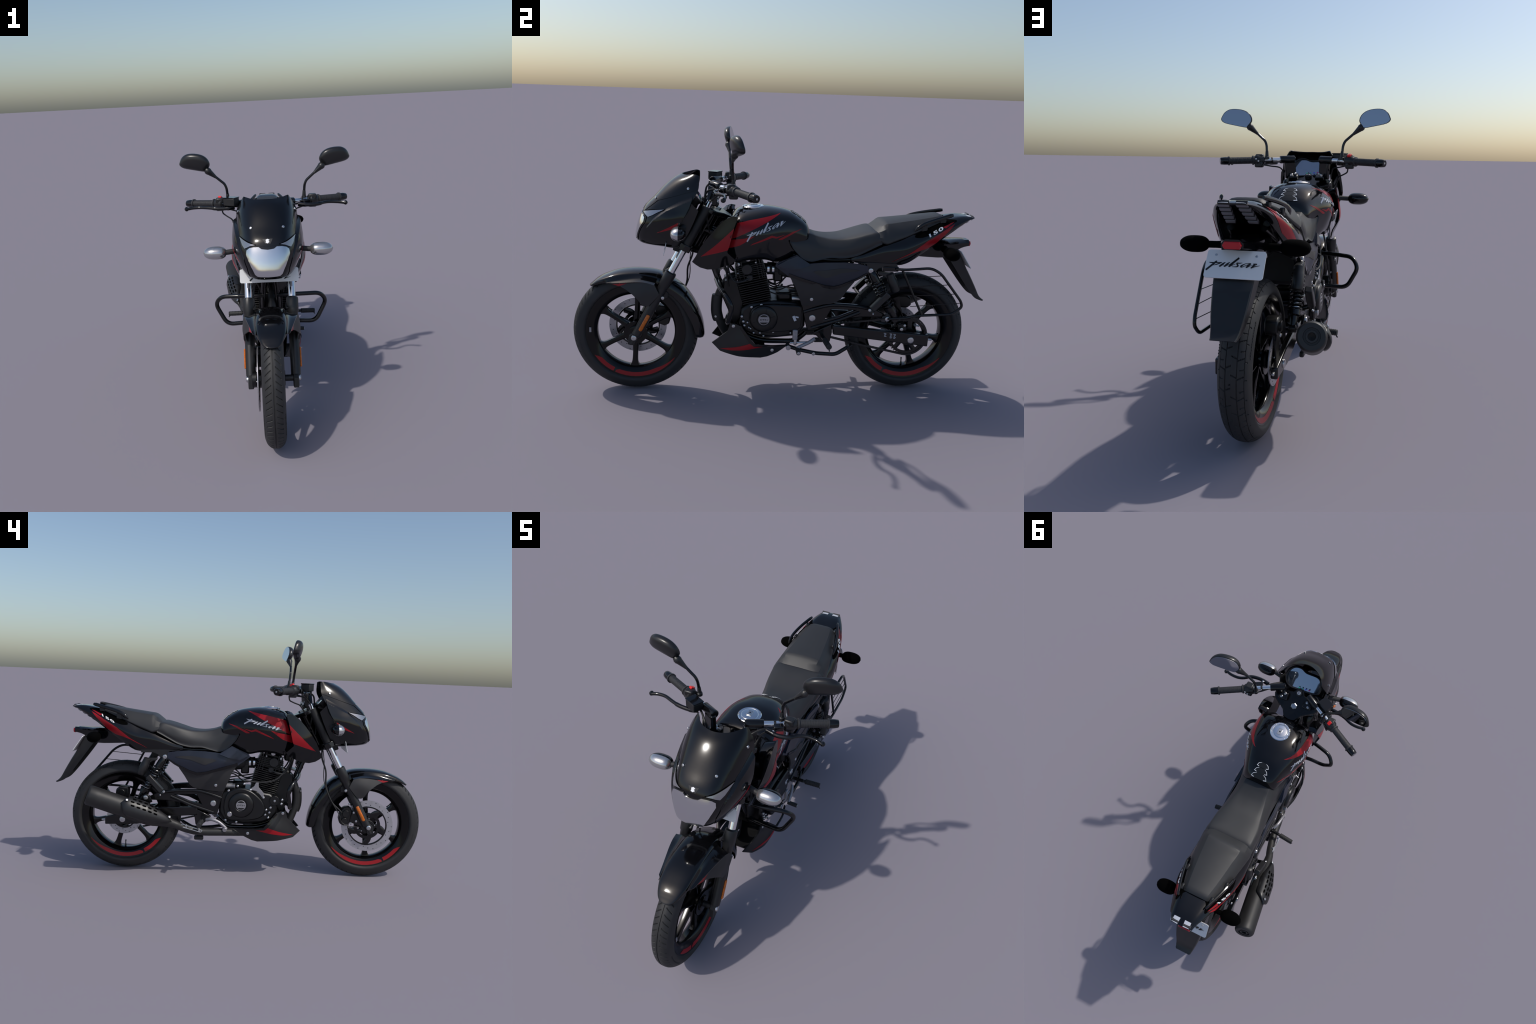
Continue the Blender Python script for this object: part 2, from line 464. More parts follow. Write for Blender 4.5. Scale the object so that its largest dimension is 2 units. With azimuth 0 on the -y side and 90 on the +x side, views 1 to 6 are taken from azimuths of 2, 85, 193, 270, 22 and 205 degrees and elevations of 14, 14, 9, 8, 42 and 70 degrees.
# inward return along the shroud's upper edge
for s in (1, -1):
    edge = [(.163, -.236, .887), (.163, -.255, .891), (.163, -.278, .883), (.163, -.305, .863), (.163, -.338, .828), (.156, -.372, .785)]
    inner = [(.120, -.238, .874), (.116, -.262, .876), (.114, -.288, .866), (.118, -.312, .850), (.128, -.342, .812), (.14, -.374, .772)]
    mid = [((a[0] + b[0]) / 2 + .004, (a[1] + b[1]) / 2 - .002, (a[2] + b[2]) / 2 + .002) for a, b in zip(edge, inner)]
    v, f = loft_vf([[(s * x, y, z) for x, y, z in r] for r in (edge, mid, inner)], 4, 4, closed=False, caps=False)
    vv, ff = solid(v, f, (0, .002, -.005)); mesh('shroud_lip', vv, ff, PAINT, tank)
T_SHROUD = {1: bvh(shrouds[0]), -1: bvh(shrouds[1])}

RED_TANK = [[(-.262, .782), (-.234, .855), (-.18, .868), (-.035, .895), (-.085, .869), (-.146, .838)],
            [(-.268, .779), (-.205, .789), (-.157, .8015), (-.184, .7815), (-.222, .756), (-.272, .738), (-.277, .745)],
            [(-.176, .757), (-.165, .766), (-.083, .8035), (-.077, .8035), (-.056, .7965), (-.016, .8035), (-.058, .7885), (-.077, .794)],
            [(-.047, .781), (-.046, .786), (.005, .807), (.02, .8145), (.067, .8255), (.03, .809), (-.03, .781)]]
RED_SHROUD = [(-.250, .838), (-.258, .808), (-.272, .752), (-.277, .7385), (-.398, .700), (-.345, .748)]
for s in (1, -1):
    for o in RED_TANK: decal('red_stripe', o, T_TANK, 0, s, RED, tank, step=.006)
    decal('red_stripe', RED_SHROUD, T_SHROUD[s], 0, s, RED, tank, step=.01)
AFF = {1: ((.0001012, 4.2e-05), (3.25e-05, -.0001125), (-.2442499, .8475154)), -1: ((-.000109, -1.87e-05), (2.14e-05, -.0001168), (-.0021435, .9212588))}
for s in (1, -1):
    a, b, c = AFF[s]
    script_word('lettering', lambda x, y: (a[0] * x + b[0] * y + c[0], a[1] * x + b[1] * y + c[1]), T_TANK, 0, s, SILVER, tank)

# filler cap
cap = Acc()
nrm = Vector((0, -.05, 1)).normalized(); c0 = Vector((0, -.158, .9085))
cap.add(lathe_vf(c0, c0 + nrm, [(0, .051), (.004, .051), (.0065, .048), (.0065, .041), (.0055, .040), (.0055, .038), (.0085, .036), (.0095, .033), (.0095, 0)], 48))
fc = cap.make('filler_cap', CHROME, tank)
box('key_cover', c0 + Vector((0, .004, .011)), (.022, .034, .004), STEEL, fc, bevel=.0015)
cyl('keyhole_disc', c0 + Vector((0, .004, .0125)), c0 + Vector((0, .004, .0135)), .004, SATIN, fc, ch=.0003)  # dark raised disc in place of a cut hole for the key
for k in range(6):
    a = k * pi / 3 + .4; bolt(c0 + Vector((.0445 * math.cos(a), .0445 * math.sin(a), .006)), nrm, .0028, .003, fc)
# tank nose cover plate in front of the cap
plate_o = [(-.055, -.25), (.055, -.25), (.062, -.225), (.045, -.205), (-.045, -.205), (-.062, -.225)]
decal('nose_cover', plate_o, T_TANK, 2, 1, PAINT, tank, lift=.002, depth=.003)

# knee pad: three stacked chevron lobes with silver edging
for i, (y0, w0, w1) in enumerate([(.022, .020, .031), (.047, .026, .035), (.071, .030, .042)]):
    lobe = [(-w0 * .55, y0), (w0 * .55, y0), (w1 * .8, y0 + .007), (w1, y0 + .019), (w1 * .55, y0 + .0235), (-w1 * .55, y0 + .0235), (-w1, y0 + .019), (-w1 * .8, y0 + .007)]
    decal('tank_pad', lobe, T_TANK, 2, 1, MATTE, tank, lift=.0025, depth=.003, step=.006)
    for s in (1, -1):
        P = [(s * w0 * .6, y0 + .001), (s * w1 * .8, y0 + .0075), (s * w1 * .97, y0 + .018), (s * w1 * .62, y0 + .0215)]
        Vv, Ff = ribbon([(p[0] * 1e4, p[1] * 1e4, w) for p, w in zip(P, (10, 24, 36, 26))], False)
        decal('pad_edging', None, T_TANK, 2, 1, WHITE, tank, lift=.0034, depth=.0008, vf=([(a[0] / 1e4, a[1] / 1e4) for a in Vv], Ff))

# ------------------------------------------------------------------ seats
def sstat(y, top, edge, belly, low): # heights/half widths
    (zt), (xe, ze), (xb, zb), (xl, zl) = top, edge, belly, low
    return (y, [(0, zt), (xe * .55, zt - .001), (xe * .85, (zt + ze) / 2 + .002), (xe, ze), (xb, zb), (xl, zl + .012), (xl - .006, zl), (0, zl)])
SEAT_ST = [
 sstat(.008, .782, (.106, .777), (.120, .771), (.121, .764)),
 sstat(.03, .795, (.088, .784), (.112, .760), (.116, .728)),
 sstat(.07, .802, (.076, .793), (.105, .752), (.113, .688)),
 sstat(.11, .800, (.071, .790), (.101, .748), (.111, .673)),
 sstat(.15, .788, (.075, .778), (.102, .740), (.110, .679)),
 sstat(.20, .780, (.085, .771), (.108, .735), (.111, .690)),
 sstat(.26, .7835, (.098, .772), (.117, .735), (.115, .690)),
 sstat(.32, .800, (.113, .784), (.126, .745), (.120, .703)),
 sstat(.37, .814, (.117, .799), (.128, .76), (.123, .727)),
 sstat(.412, .820, (.116, .811), (.129, .785), (.126, .750)),
 sstat(.438, .808, (.112, .802), (.128, .785), (.126, .762)),
]
v, f = loft_vf([mirror_ring(h, y) for y, h in SEAT_ST], 4, 4)
seat = mesh('seat', v, f, SEAT, smooth=50)
PIL = [ # y, half section: crown, ridge, side, skirt
 (.408, [(0, .812), (.04, .812), (.080, .811), (.098, .808), (.110, .802), (.112, .798), (.110, .794), (0, .79)]),
 (.420, [(0, .823), (.04, .823), (.082, .821), (.103, .814), (.121, .798), (.124, .788), (.120, .780), (0, .78)]),
 (.440, [(0, .840), (.04, .840), (.082, .837), (.107, .822), (.129, .793), (.132, .777), (.127, .769), (0, .77)]),
 (.463, [(0, .857), (.045, .8565), (.086, .852), (.108, .833), (.130, .790), (.133, .770), (.128, .764), (0, .765)]),
 (.485, [(0, .861), (.045, .8605), (.086, .855), (.106, .836), (.128, .796), (.131, .778), (.126, .771), (0, .77)]),
 (.54, [(0, .868), (.042, .8675), (.079, .862), (.098, .846), (.120, .814), (.124, .797), (.119, .791), (0, .79)]),
 (.62, [(0, .8785), (.038, .878), (.070, .873), (.086, .861), (.106, .841), (.111, .828), (.107, .823), (0, .82)]),
 (.695, [(0, .8885), (.034, .888), (.059, .884), (.071, .876), (.086, .864), (.091, .855), (.087, .851), (0, .85)]),
 (.733, [(0, .893), (.032, .8925), (.052, .889), (.061, .883), (.072, .875), (.076, .868), (.072, .865), (0, .865)]),
 (.750, [(0, .884), (.030, .884), (.047, .881), (.054, .878), (.061, .874), (.063, .870), (.059, .868), (0, .868)]),
]
v, f = loft_vf([mirror_ring(h, y) for y, h in PIL], 2, 1)
pillion = mesh('pillion_seat', v, f, SEAT, smooth=24, bevel=.004, bseg=3)

# ------------------------------------------------------------------ tail cowl
TAIL = [ # y, half section top centre -> shoulder -> widest -> lower lip -> underside
 (.300, [(0, .70), (.06, .70), (.112, .695), (.117, .689), (.118, .684), (.114, .680), (.09, .682), (0, .682)]),
 (.36,  [(0, .73), (.06, .73), (.112, .720), (.124, .708), (.127, .690), (.120, .670), (.09, .672), (0, .675)]),
 (.45,  [(0, .77), (.06, .77), (.115, .763), (.134, .745), (.139, .715), (.124, .667), (.09, .670), (0, .675)]),
 (.53,  [(0, .80), (.06, .80), (.109, .792), (.130, .770), (.144, .732), (.125, .667), (.09, .672), (0, .69)]),
 (.575, [(0, .82), (.06, .82), (.107, .811), (.129, .786), (.144, .745), (.123, .680), (.088, .69), (0, .72)]),
 (.63,  [(0, .845), (.06, .845), (.097, .834), (.123, .809), (.139, .772), (.119, .717), (.084, .735), (0, .765)]),
 (.70,  [(0, .863), (.055, .863), (.083, .857), (.111, .834), (.125, .805), (.107, .765), (.076, .782), (0, .805)]),
 (.77,  [(0, .880), (.045, .879), (.071, .873), (.095, .853), (.106, .835), (.092, .812), (.066, .825), (0, .838)]),
 (.83,  [(0, .8885), (.040, .888), (.058, .884), (.076, .871), (.083, .861), (.073, .848), (.054, .855), (0, .862)]),
 (.875, [(0, .888), (.036, .8875), (.047, .885), (.057, .880), (.060, .876), (.055, .872), (.044, .874), (0, .876)]),
 (.900, [(0, .884), (.035, .884), (.043, .8835), (.046, .882), (.047, .880), (.045, .879), (.038, .879), (0, .879)]),
]
v, f = loft_vf([mirror_ring(h, y) for y, h in TAIL], 4, 3)
tail = mesh('tail_cowl', v, f, PAINT, smooth=32)
T_TAIL = bvh(tail)
for s in (1, -1):
    decal('red_stripe', [(.490, .684), (.573, .7235), (.608, .736), (.655, .7475), (.700, .774), (.789, .8585), (.765, .848), (.649, .784), (.575, .730)], T_TAIL, 0, s, RED, tail, step=.005, lift=.0014)
    decal('red_stripe', [(.728, .8445), (.741, .8395), (.789, .8665), (.773, .862)], T_TAIL, 0, s, RED, tail, step=.005, lift=.0018)
    # black film laid below the grab rail; no recess is cut
    decal('rail_black_film', [tuple(p) for p in cat([(.592, .800), (.63, .800), (.70, .826), (.745, .85), (.80, .868), (.79, .876), (.73, .871), (.66, .84), (.61, .818)], 3, True)], T_TAIL, 0, s, PITCH, tail, lift=.0012, depth=.002, step=.005)
    if s > 0: word('numerals', '150', (.660, .8005), (.070, .0345), (-.004, .0135), T_TAIL, 0, s, WHITE, tail, bold=.03, lift=.0024, space=1.15)
    else:     word('numerals', '150', (.728, .836), (-.070, -.0345), (.006, .0125), T_TAIL, 0, s, WHITE, tail, bold=.03, lift=.0024, space=1.15)
# grab rails
for s in (1, -1):
    c = [(.120, .590, .829), (.121, .604, .842), (.116, .636, .862), (.100, .70, .880), (.080, .76, .893), (.072, .783, .897)]
    o = [tuple((s * (x), y, z)) for x, y, z in c]
    path = cat(o, 5); n = len(path)
    R = [.0025 + .0045 * min(1, i / 6) * min(1, (n - i) / 8 + .45) for i in range(n)]
    v, f = tube_vf(path, R, 10, flat=1.35, up=(0, -.3, 1)); mesh('grab_rail', v, f, PAINT, tail)
    for y, x, z in ((.64, .109, .857), (.735, .083, .884)):
        box('rail_foot', (s * (x - .006), y, z - .018), (.014, .03, .034), SATIN, tail, bevel=.004)
# tail lamps: ribbed lens bars running down the raked rear face
for s in (1, -1):
    p0, p1 = Vector((s * .030, .897, .8815)), Vector((s * .040, .772, .8065))
    nn = Vector((0, .52, -.855))
    def bar_piece(t0, t1, w0, w1, lo, hi):
        q = []
        for t in (t0, t1):
            cpt = p0.lerp(p1, t); w = w0 + (w1 - w0) * t
            for sx in (-1, 1):
                for hh in (lo, hi): q.append(cpt + Vector((sx * w, 0, 0)) + nn * hh)
        return [tuple(k) for k in q], [(0, 1, 3, 2), (4, 6, 7, 5), (0, 4, 5, 1), (2, 3, 7, 6), (0, 2, 6, 4), (1, 5, 7, 3)]
    body = Acc().add(bar_piece(0, 1, .0185, .0150, -.012, -.001)).make('tail_lamp', GREY, tail, smooth=0)
    bands = Acc()
    for i in range(5): bands.add(bar_piece(.02 + i * .2, .12 + i * .2, .0190, .0155, -.010, .0025))
    bands.make('lamp_band', TAILLENS, body, smooth=0)
    # bright marker on the upper lip
    v2 = [(s * .012, .868), (s * .043, .868), (s * .045, .897), (s * .014, .899)]
    decal('lamp_cap', v2 if s > 0 else v2[::-1], T_TAIL, 2, 1, TAILLENS if False else SILVER, tail, lift=.0012, depth=.002)
# dark rear face between the lamps
plateR = [(-.085, .80), (-.05, .872), (.05, .872), (.085, .80), (.105, .72), (-.105, .72)]

# ------------------------------------------------------------------ side panels
SIDE_X = [(-.05, .66, .118), (.01, .61, .120), (.0, .69, .118), (.1, .665, .126), (.08, .62, .134), (.18, .60, .136), (.22, .55, .122), (.3, .62, .131), (.37, .64, .132),
          (.25, .672, .126), (.30, .58, .124), (.15, .57, .124), (.13, .64, .130)]
SIDE_UP = [(.043, .708), (.0, .688), (-.050, .667), (-.054, .652), (-.022, .628), (.008, .605), (.09, .580), (.171, .554), (.206, .547), (.226, .545), (.26, .556), (.298, .573), (.345, .600), (.376, .622),
           (.382, .645), (.376, .662), (.33, .671), (.27, .676), (.18, .675), (.133, .671), (.104, .668)]
sides = panel('side_panel', SIDE_UP, SIDE_X, .008, CARBON, None, bevel=.002, left_out=.005)
# raised scoop ridge on each panel
for s, o in zip((1, -1), sides):
    Tp = bvh(o)
    decal('panel_blade', [(-.045, .660), (.0, .636), (.06, .645), (.11, .663), (.10, .668), (.045, .704), (.0, .685)], Tp, 0, s, CARBON, o, lift=lambda a, b: .006 + .006 * max(0, min(1, (.70 - b) / .05)), depth=.009, step=.008, smooth=25)
    decal('panel_rim', [(.008, .606), (.09, .581), (.171, .555), (.206, .548), (.226, .546), (.26, .557), (.345, .601), (.376, .624), (.374, .63), (.33, .603), (.26, .571), (.222, .561), (.17, .569), (.09, .595), (.01, .62)], Tp, 0, s, PAINT, o, lift=.004, depth=.005, step=.010, smooth=25)
    decal('panel_recess', [tuple(p) for p in cat([(.12, .632), (.18, .640), (.26, .648), (.34, .640), (.26, .628), (.19, .606), (.165, .610)], 3, True)], Tp, 0, s, GREY, o, lift=.0018, depth=.002, step=.010)
LOW_X = [(.01, .60, .118), (.08, .46, .108), (.22, .47, .106), (.26, .50, .110), (.32, .58, .118), (.15, .55, .124), (.15, .50, .119), (.08, .52, .121)]
lows = panel('lower_side_cover', [(.012, .606), (.041, .558), (.06, .51), (.078, .460), (.15, .464), (.219, .470), (.245, .480), (.263, .495), (.29, .54), (.320, .582), (.24, .565), (.2, .56), (.1, .585)], LOW_X, .008, GREY, None, bevel=.0015, left_out=.008)
for s, o in zip((1, -1), lows):
    bolt((s * (.126 if s > 0 else .118), .121, .495), (s, 0, 0), .0085, .006, o)
# frame brackets below the tail with the shock bolts
for s in (1, -1):
    plate('shock_bracket', [(.315, .676), (.372, .668), (.366, .645), (.378, .624), (.394, .618), (.412, .624), (.43, .648), (.46, .658), (.52, .656), (.519, .672), (.45, .676)], s * .112, s * .128, SATIN)
    bolt((s * .128, .393, .6385), (s, 0, 0), .0125, .010)

# ------------------------------------------------------------------ belly pan
for s in (1, -1):
    B_X = [(-.342, .256, .064), (-.303, .228, .094), (-.11, .20, .118), (.02, .27, .128), (-.145, .276, .148), (-.206, .36, .126), (-.26, .366, .114), (-.265, .32, .110), (-.2, .26, .142), (-.06, .25, .142)]
BELLY = panel('belly_pan', [(-.342, .254), (-.303, .224), (-.216, .208), (-.110, .1975), (-.079, .206), (-.03, .232), (.020, .268), (-.06, .272), (-.140, .279), (-.172, .318), (-.204, .357), (-.232, .369), (-.258, .369), (-.268, .330), (-.30, .298)], B_X, .006, SATIN, None, bevel=.0015)
for s, o in zip((1, -1), BELLY):
    Tb = bvh(o)
    decal('red_stripe', [(-.303, .237), (-.23, .257), (-.163, .2805), (-.148, .268), (-.090, .268), (-.172, .249), (-.249, .237)], Tb, 0, s, RED, o)
    decal('pan_flange', [(-.145, .268), (.015, .266), (-.06, .2725), (-.140, .280), (-.204, .358), (-.212, .350), (-.165, .284)], Tb, 0, s, PAINT, o, lift=.004, depth=.004)
    bolt((s * .142, -.058, .247), (s, 0, 0), .0085, .007, o); bolt((s * .117, -.242, .358), (s, 0, 0), .0085, .007, o)
# pan floor joining both sides
v, f = loft_vf([[(x, y, z) for x in (-w, 0, w)] for y, z, w in ((-.298, .227, .090), (-.216, .210, .112), (-.11, .200, .114), (-.08, .209, .118))], 3, 3, closed=False, caps=False)
vv, ff = solid(v, f, (0, 0, .005)); mesh('pan_floor', vv, ff, SATIN)
# ------------------------------------------------------------------ fairing (horizontal slices, nose centre -> rear edge)
FAIR = [
 (.730, [(0, -.640), (.03, -.637), (.055, -.62), (.072, -.59), (.084, -.56), (.092, -.54)]),
 (.742, [(0, -.680), (.04, -.676), (.068, -.655), (.092, -.61), (.106, -.56), (.113, -.528)]),
 (.765, [(0, -.695), (.045, -.690), (.077, -.668), (.104, -.615), (.120, -.56), (.126, -.522)]),
 (.80,  [(0, -.692), (.055, -.685), (.086, -.664), (.115, -.615), (.134, -.555), (.141, -.508)]),
 (.84,  [(0, -.682), (.062, -.674), (.092, -.652), (.122, -.605), (.145, -.545), (.154, -.495)]),
 (.875, [(0, -.669), (.062, -.661), (.092, -.638), (.119, -.595), (.145, -.535), (.156, -.474)]),
 (.91,  [(0, -.652), (.055, -.644), (.086, -.622), (.111, -.58), (.137, -.515), (.152, -.452)]),
 (.95,  [(0, -.613), (.05, -.607), (.080, -.592), (.107, -.555), (.129, -.50), (.144, -.437)]),
 (1.00, [(0, -.566), (.045, -.56), (.080, -.54), (.107, -.505), (.124, -.46), (.135, -.412)]),
 (1.035,[(0, -.525), (.04, -.519), (.074, -.50), (.099, -.47), (.113, -.435), (.117, -.408)]),
]
rows = [[(x, y, z) for x, y in h] for z, h in FAIR]
rows.append([(0, -.488, 1.056), (.035, -.480, 1.0555), (.065, -.462, 1.057), (.087, -.438, 1.061), (.099, -.420, 1.0625), (.103, -.408, 1.058)])
rows = [[(-x, y, z) for x, y, z in r[:0:-1]] + r for r in rows]
v, f = loft_vf(rows, 5, 5, closed=False, caps=False)
LINE_A = ((-.676, .874), (-.59, .944)); LINE_B = ((-.59, .944), (-.412, 1.001))
def zline(l, y): (y0, z0), (y1, z1) = l; return z0 + (y - y0) * (z1 - z0) / (y1 - y0)
def is_screen(y, z): return z > (zline(LINE_A, y) if y < -.59 else zline(LINE_B, y))
bm = bmesh.new(); bv = [bm.verts.new(p) for p in v]
for q in f: bm.faces.new([bv[i] for i in q])
for l in (LINE_A, LINE_B):
    dy, dz = l[1][0] - l[0][0], l[1][1] - l[0][1]
    bmesh.ops.bisect_plane(bm, geom=bm.verts[:] + bm.edges[:] + bm.faces[:], plane_co=(0, *l[0]), plane_no=(0, -dz, dy), dist=1e-5)
bmesh.ops.recalc_face_normals(bm, faces=bm.faces)
ce = {fa: fa.calc_center_median() for fa in bm.faces}
parts = {'fairing': [], 'windscreen': []}
bm.verts.index_update()
for fa in bm.faces: parts['windscreen' if is_screen(ce[fa].y, ce[fa].z) else 'fairing'].append([q.index for q in fa.verts])
VV = [q.co.copy() for q in bm.verts]; NN = [q.normal.copy() for q in bm.verts]; bm.free()
if NN[0].dot(Vector((0, -1, 0))) < 0 and sum(n.y for n in NN) > 0: NN = [-n for n in NN]
def sheet(name, faces, out, thick, mat, parent=None):
    ids = sorted({i for q in faces for i in q}); mp = {k: i for i, k in enumerate(ids)}
    n = len(ids); v = [VV[i] + NN[i] * out for i in ids]
    F = [tuple(mp[i] for i in q) for q in faces]; E = set()
    for q in F:
        for i in range(len(q)): E.add((q[i], q[(i + 1) % len(q)]))
    v2 = v + [p - NN[i] * thick for p, i in zip(v, ids)]
    F2 = F + [tuple(i + n for i in q[::-1]) for q in F] + [(b, a, a + n, b + n) for a, b in E if (b, a) not in E]
    return mesh(name, v2, F2, mat, parent, smooth=50)
fairing = sheet('fairing', parts['fairing'], 0, .004, PAINT)
screen = sheet('windscreen', parts['windscreen'], .002, .004, SCREEN, fairing)
T_FAIR = bvh(fairing, screen)
# raised lower cowl cheeks
CHEEK = [(-.437, .952), (-.485, .931), (-.548, .900), (-.608, .857), (-.640, .820), (-.655, .785), (-.648, .748), (-.60, .745), (-.530, .752), (-.510, .80), (-.492, .855), (-.466, .888), (-.447, .925)]
cheeks = {}
def cheek_lift(a, b): return .0015 + .0085 * max(0, min(1, 1 - (zcrease(a) - b) / .12)) * max(.15, min(1, (a + .655) / .10))
def shoulder_h(y): return float(np.interp(y, [-.64, -.55, -.437], [.008, .016, .024]))
def zcrease(y): return float(np.interp(y, [-.655, -.640, -.608, -.548, -.485, -.437], [.79, .820, .857, .900, .931, .952]))
for s in (1, -1):
    cheeks[s] = decal('fairing_cheek', CHEEK, T_FAIR, 0, s, PAINT, fairing, lift=cheek_lift, depth=.010, step=.010, smooth=35)
    T = bvh(cheeks[s])
    ys = np.linspace(-.640, -.437, 14)
    band = [(y, zcrease(y) - .001) for y in ys] + [(y, zcrease(y) + shoulder_h(y)) for y in ys[::-1]]
    decal('cheek_shoulder', band, T_FAIR, 0, s, PAINT, fairing, lift=lambda a, b: .0006 + (cheek_lift(a, zcrease(a)) - .0006) * max(0, min(1, 1 - (b - zcrease(a)) / shoulder_h(a))) ** 1.3, depth=.004, step=.005, smooth=60)
    decal('red_stripe', [(-.496, .858), (-.503, .838), (-.523, .826), (-.597, .8015)], T, 0, s, RED, fairing, step=.008)
def front(name, half, mat, lift, depth, step=.008, parent=fairing):
    o = half + [(-x, z) for x, z in half[::-1] if x > 1e-6]
    return decal(name, o, T_FAIR, 1, -1, mat, parent, lift=lift, depth=depth, step=step, smooth=50)
front('headlamp_bezel', [(0, .873), (.028, .876), (.040, .885), (.076, .880), (.092, .868), (.095, .846), (.060, .764), (.048, .753), (0, .749)], PAINT, .003, .004)
lamp = front('headlamp', [(0, .868), (.026, .871), (.038, .8795), (.060, .8785), (.076, .874), (.087, .864), (.0895, .846), (.072, .802), (.056, .768), (.046, .760), (0, .757)], LENS, .006, .006)
for s in (1, -1):
    e = [(.121, .908), (.105, .902), (.08, .894), (.053, .888), (.074, .883), (.098, .869), (.108, .880)]
    if s < 0: e = [(-x, z) for x, z in e[::-1]]
    decal('position_lamp', e, T_FAIR, 1, -1, EYELENS, fairing, lift=.003, depth=.004, step=.006)
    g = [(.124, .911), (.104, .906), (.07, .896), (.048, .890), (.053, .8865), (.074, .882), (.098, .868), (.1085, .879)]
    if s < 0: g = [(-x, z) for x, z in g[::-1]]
    decal('lamp_edge_shade', g, T_FAIR, 1, -1, PITCH, fairing, lift=.0016, depth=.002, step=.006)  # black film painting the shade around the lamp's edge
    for p, d in (((.070, -.602, .952), (.35, -.8, .45)), ((.1275, -.455, 1.004), (.85, -.3, .4))):
        bolt((s * p[0], p[1], p[2]), (s * d[0], d[1], d[2]), .0062, .005, fairing)
# emblem on the screen's tip: dark trapezoid with a light folded mark
decal('emblem_base', [(-.022, .912), (.022, .912), (.013, .893), (-.009, .893)], T_FAIR, 1, -1, GREY, fairing, lift=.0008, depth=.001, step=.006)
decal('emblem', [(-.008, .908), (0, .912), (.009, .908), (.004, .9045), (.009, .900), (0, .8945), (-.008, .898), (-.006, .903)], T_FAIR, 1, -1, WHITE, fairing, lift=.0016, depth=.001, step=.006)
# black inner side covers between fairing and fork
for s in (1, -1):
    panel('fairing_stay', [(-.440, .940), (-.410, .905), (-.432, .85), (-.455, .80), (-.488, .742), (-.53, .735), (-.52, .80), (-.49, .865), (-.455, .90)],
          [(-.44, .93, .138), (-.41, .905, .125), (-.455, .8, .122), (-.49, .745, .105), (-.53, .74, .115), (-.5, .85, .138)], .004, SATIN, fairing, sides=(s,))
v, f = loft_vf([[(x, y, z) for x in (-.095, -.05, .05, .095)] for y, z in ((-.47, .742), (-.51, .727), (-.555, .731))], 3, 2, closed=False, caps=False)
vv, ff = solid(v, f, (0, 0, .006)); mesh('fairing_floor', vv, ff, MATTE, fairing)
box('horn_bracket', (0, -.50, .715), (.12, .05, .035), MATTE, fairing, rx(-20), .006)

# front number plate
def tilt_plate(name, cy, cz, hw, hh, lean, r, thick, mat, parent=None):
    """Rounded rectangular sheet facing +-y, leaning by an angle."""
    o = []
    for sx, sz, a0 in ((1, 1, 0), (-1, 1, 90), (-1, -1, 180), (1, -1, 270)):
        for k in range(5):
            a = math.radians(a0 + 22.5 * k); o.append((sx * (hw - r) + r * math.cos(a), sz * (hh - r) + r * math.sin(a)))
    v2, f2 = fill2d([o]); cs, sn = math.cos(math.radians(lean)), math.sin(math.radians(lean))
    v3 = [(a, cy + b * sn, cz + b * cs) for a, b in v2]
    v, f = solid(v3, [tuple(q) for q in f2], (0, thick * cs, -thick * sn))
    o = mesh(name, v, f, mat, parent, smooth=0)
    return o
fplate = tilt_plate('number_plate', -.561, .727, .131, .031, 12, .008, .002, PLATE)
T = bvh(fplate)
script_word('plate_lettering', lambda x, y: (-.088 + (x - 280) * .000103, .7115 - (y - 690) * .000110), T, 1, -1, INK, fplate, lift=.0006)
for s in (1, -1): box('plate_stay', (s * .075, -.535, .735), (.02, .06, .006), STEEL, fplate, bevel=.001)

# front and rear turn signals
def signal(c, s, lens, mat_body, stalk_in, tilt=0):
    """Egg-shaped lamp on a short stalk; lens half faces lens (-1 front, +1 rear)."""
    c = Vector(c); L, hy, hz = .053, .034, .029
    def egg(scale=1, half=0):
        v, f = [], []; nu, nv = 18, 24
        for i in range(nu + 1):
            t = i / nu; u = -1 + 2 * t
            r = (1 - abs(u) ** (3.2 if u < 0 else 2.2)) ** .5
            for k in range(nv):
                a = 2 * pi * k / nv; y = math.cos(a) * r * hy * scale
                if half and y * half < 0: y = 0
                v.append(c + Vector((s * u * L * (1 + (scale - 1) * .5), y, math.sin(a) * r * hz * scale)))
        for i in range(nu):
            for k in range(nv): f.append((i * nv + k, i * nv + (k + 1) % nv, (i + 1) * nv + (k + 1) % nv, (i + 1) * nv + k))
        return v, f
    v, f = egg(); b = mesh('turn_signal', v, f, mat_body, smooth=60)
    if lens is not None:
        v, f = egg(1.025, -1); mesh('signal_lens', v, f, lens, b, smooth=60)
    a = Acc(); a.add(lathe_vf(stalk_in, c - Vector((s * L * .9, 0, 0)), [(0, .016), (.006, .018), (.012, .013), (.03, .012), (.06, .012), (.075, .011)], 16))
    a.make('signal_stalk', RUBBER if lens is not None else mat_body, b)
for s in (1, -1):
    signal((s * .240, -.494, .824), s, SIGLENS, PAINT, (s * .128, -.478, .828))
    signal((s * .176, .757, .732), s, None, PITCH, (s * .066, .757, .733))

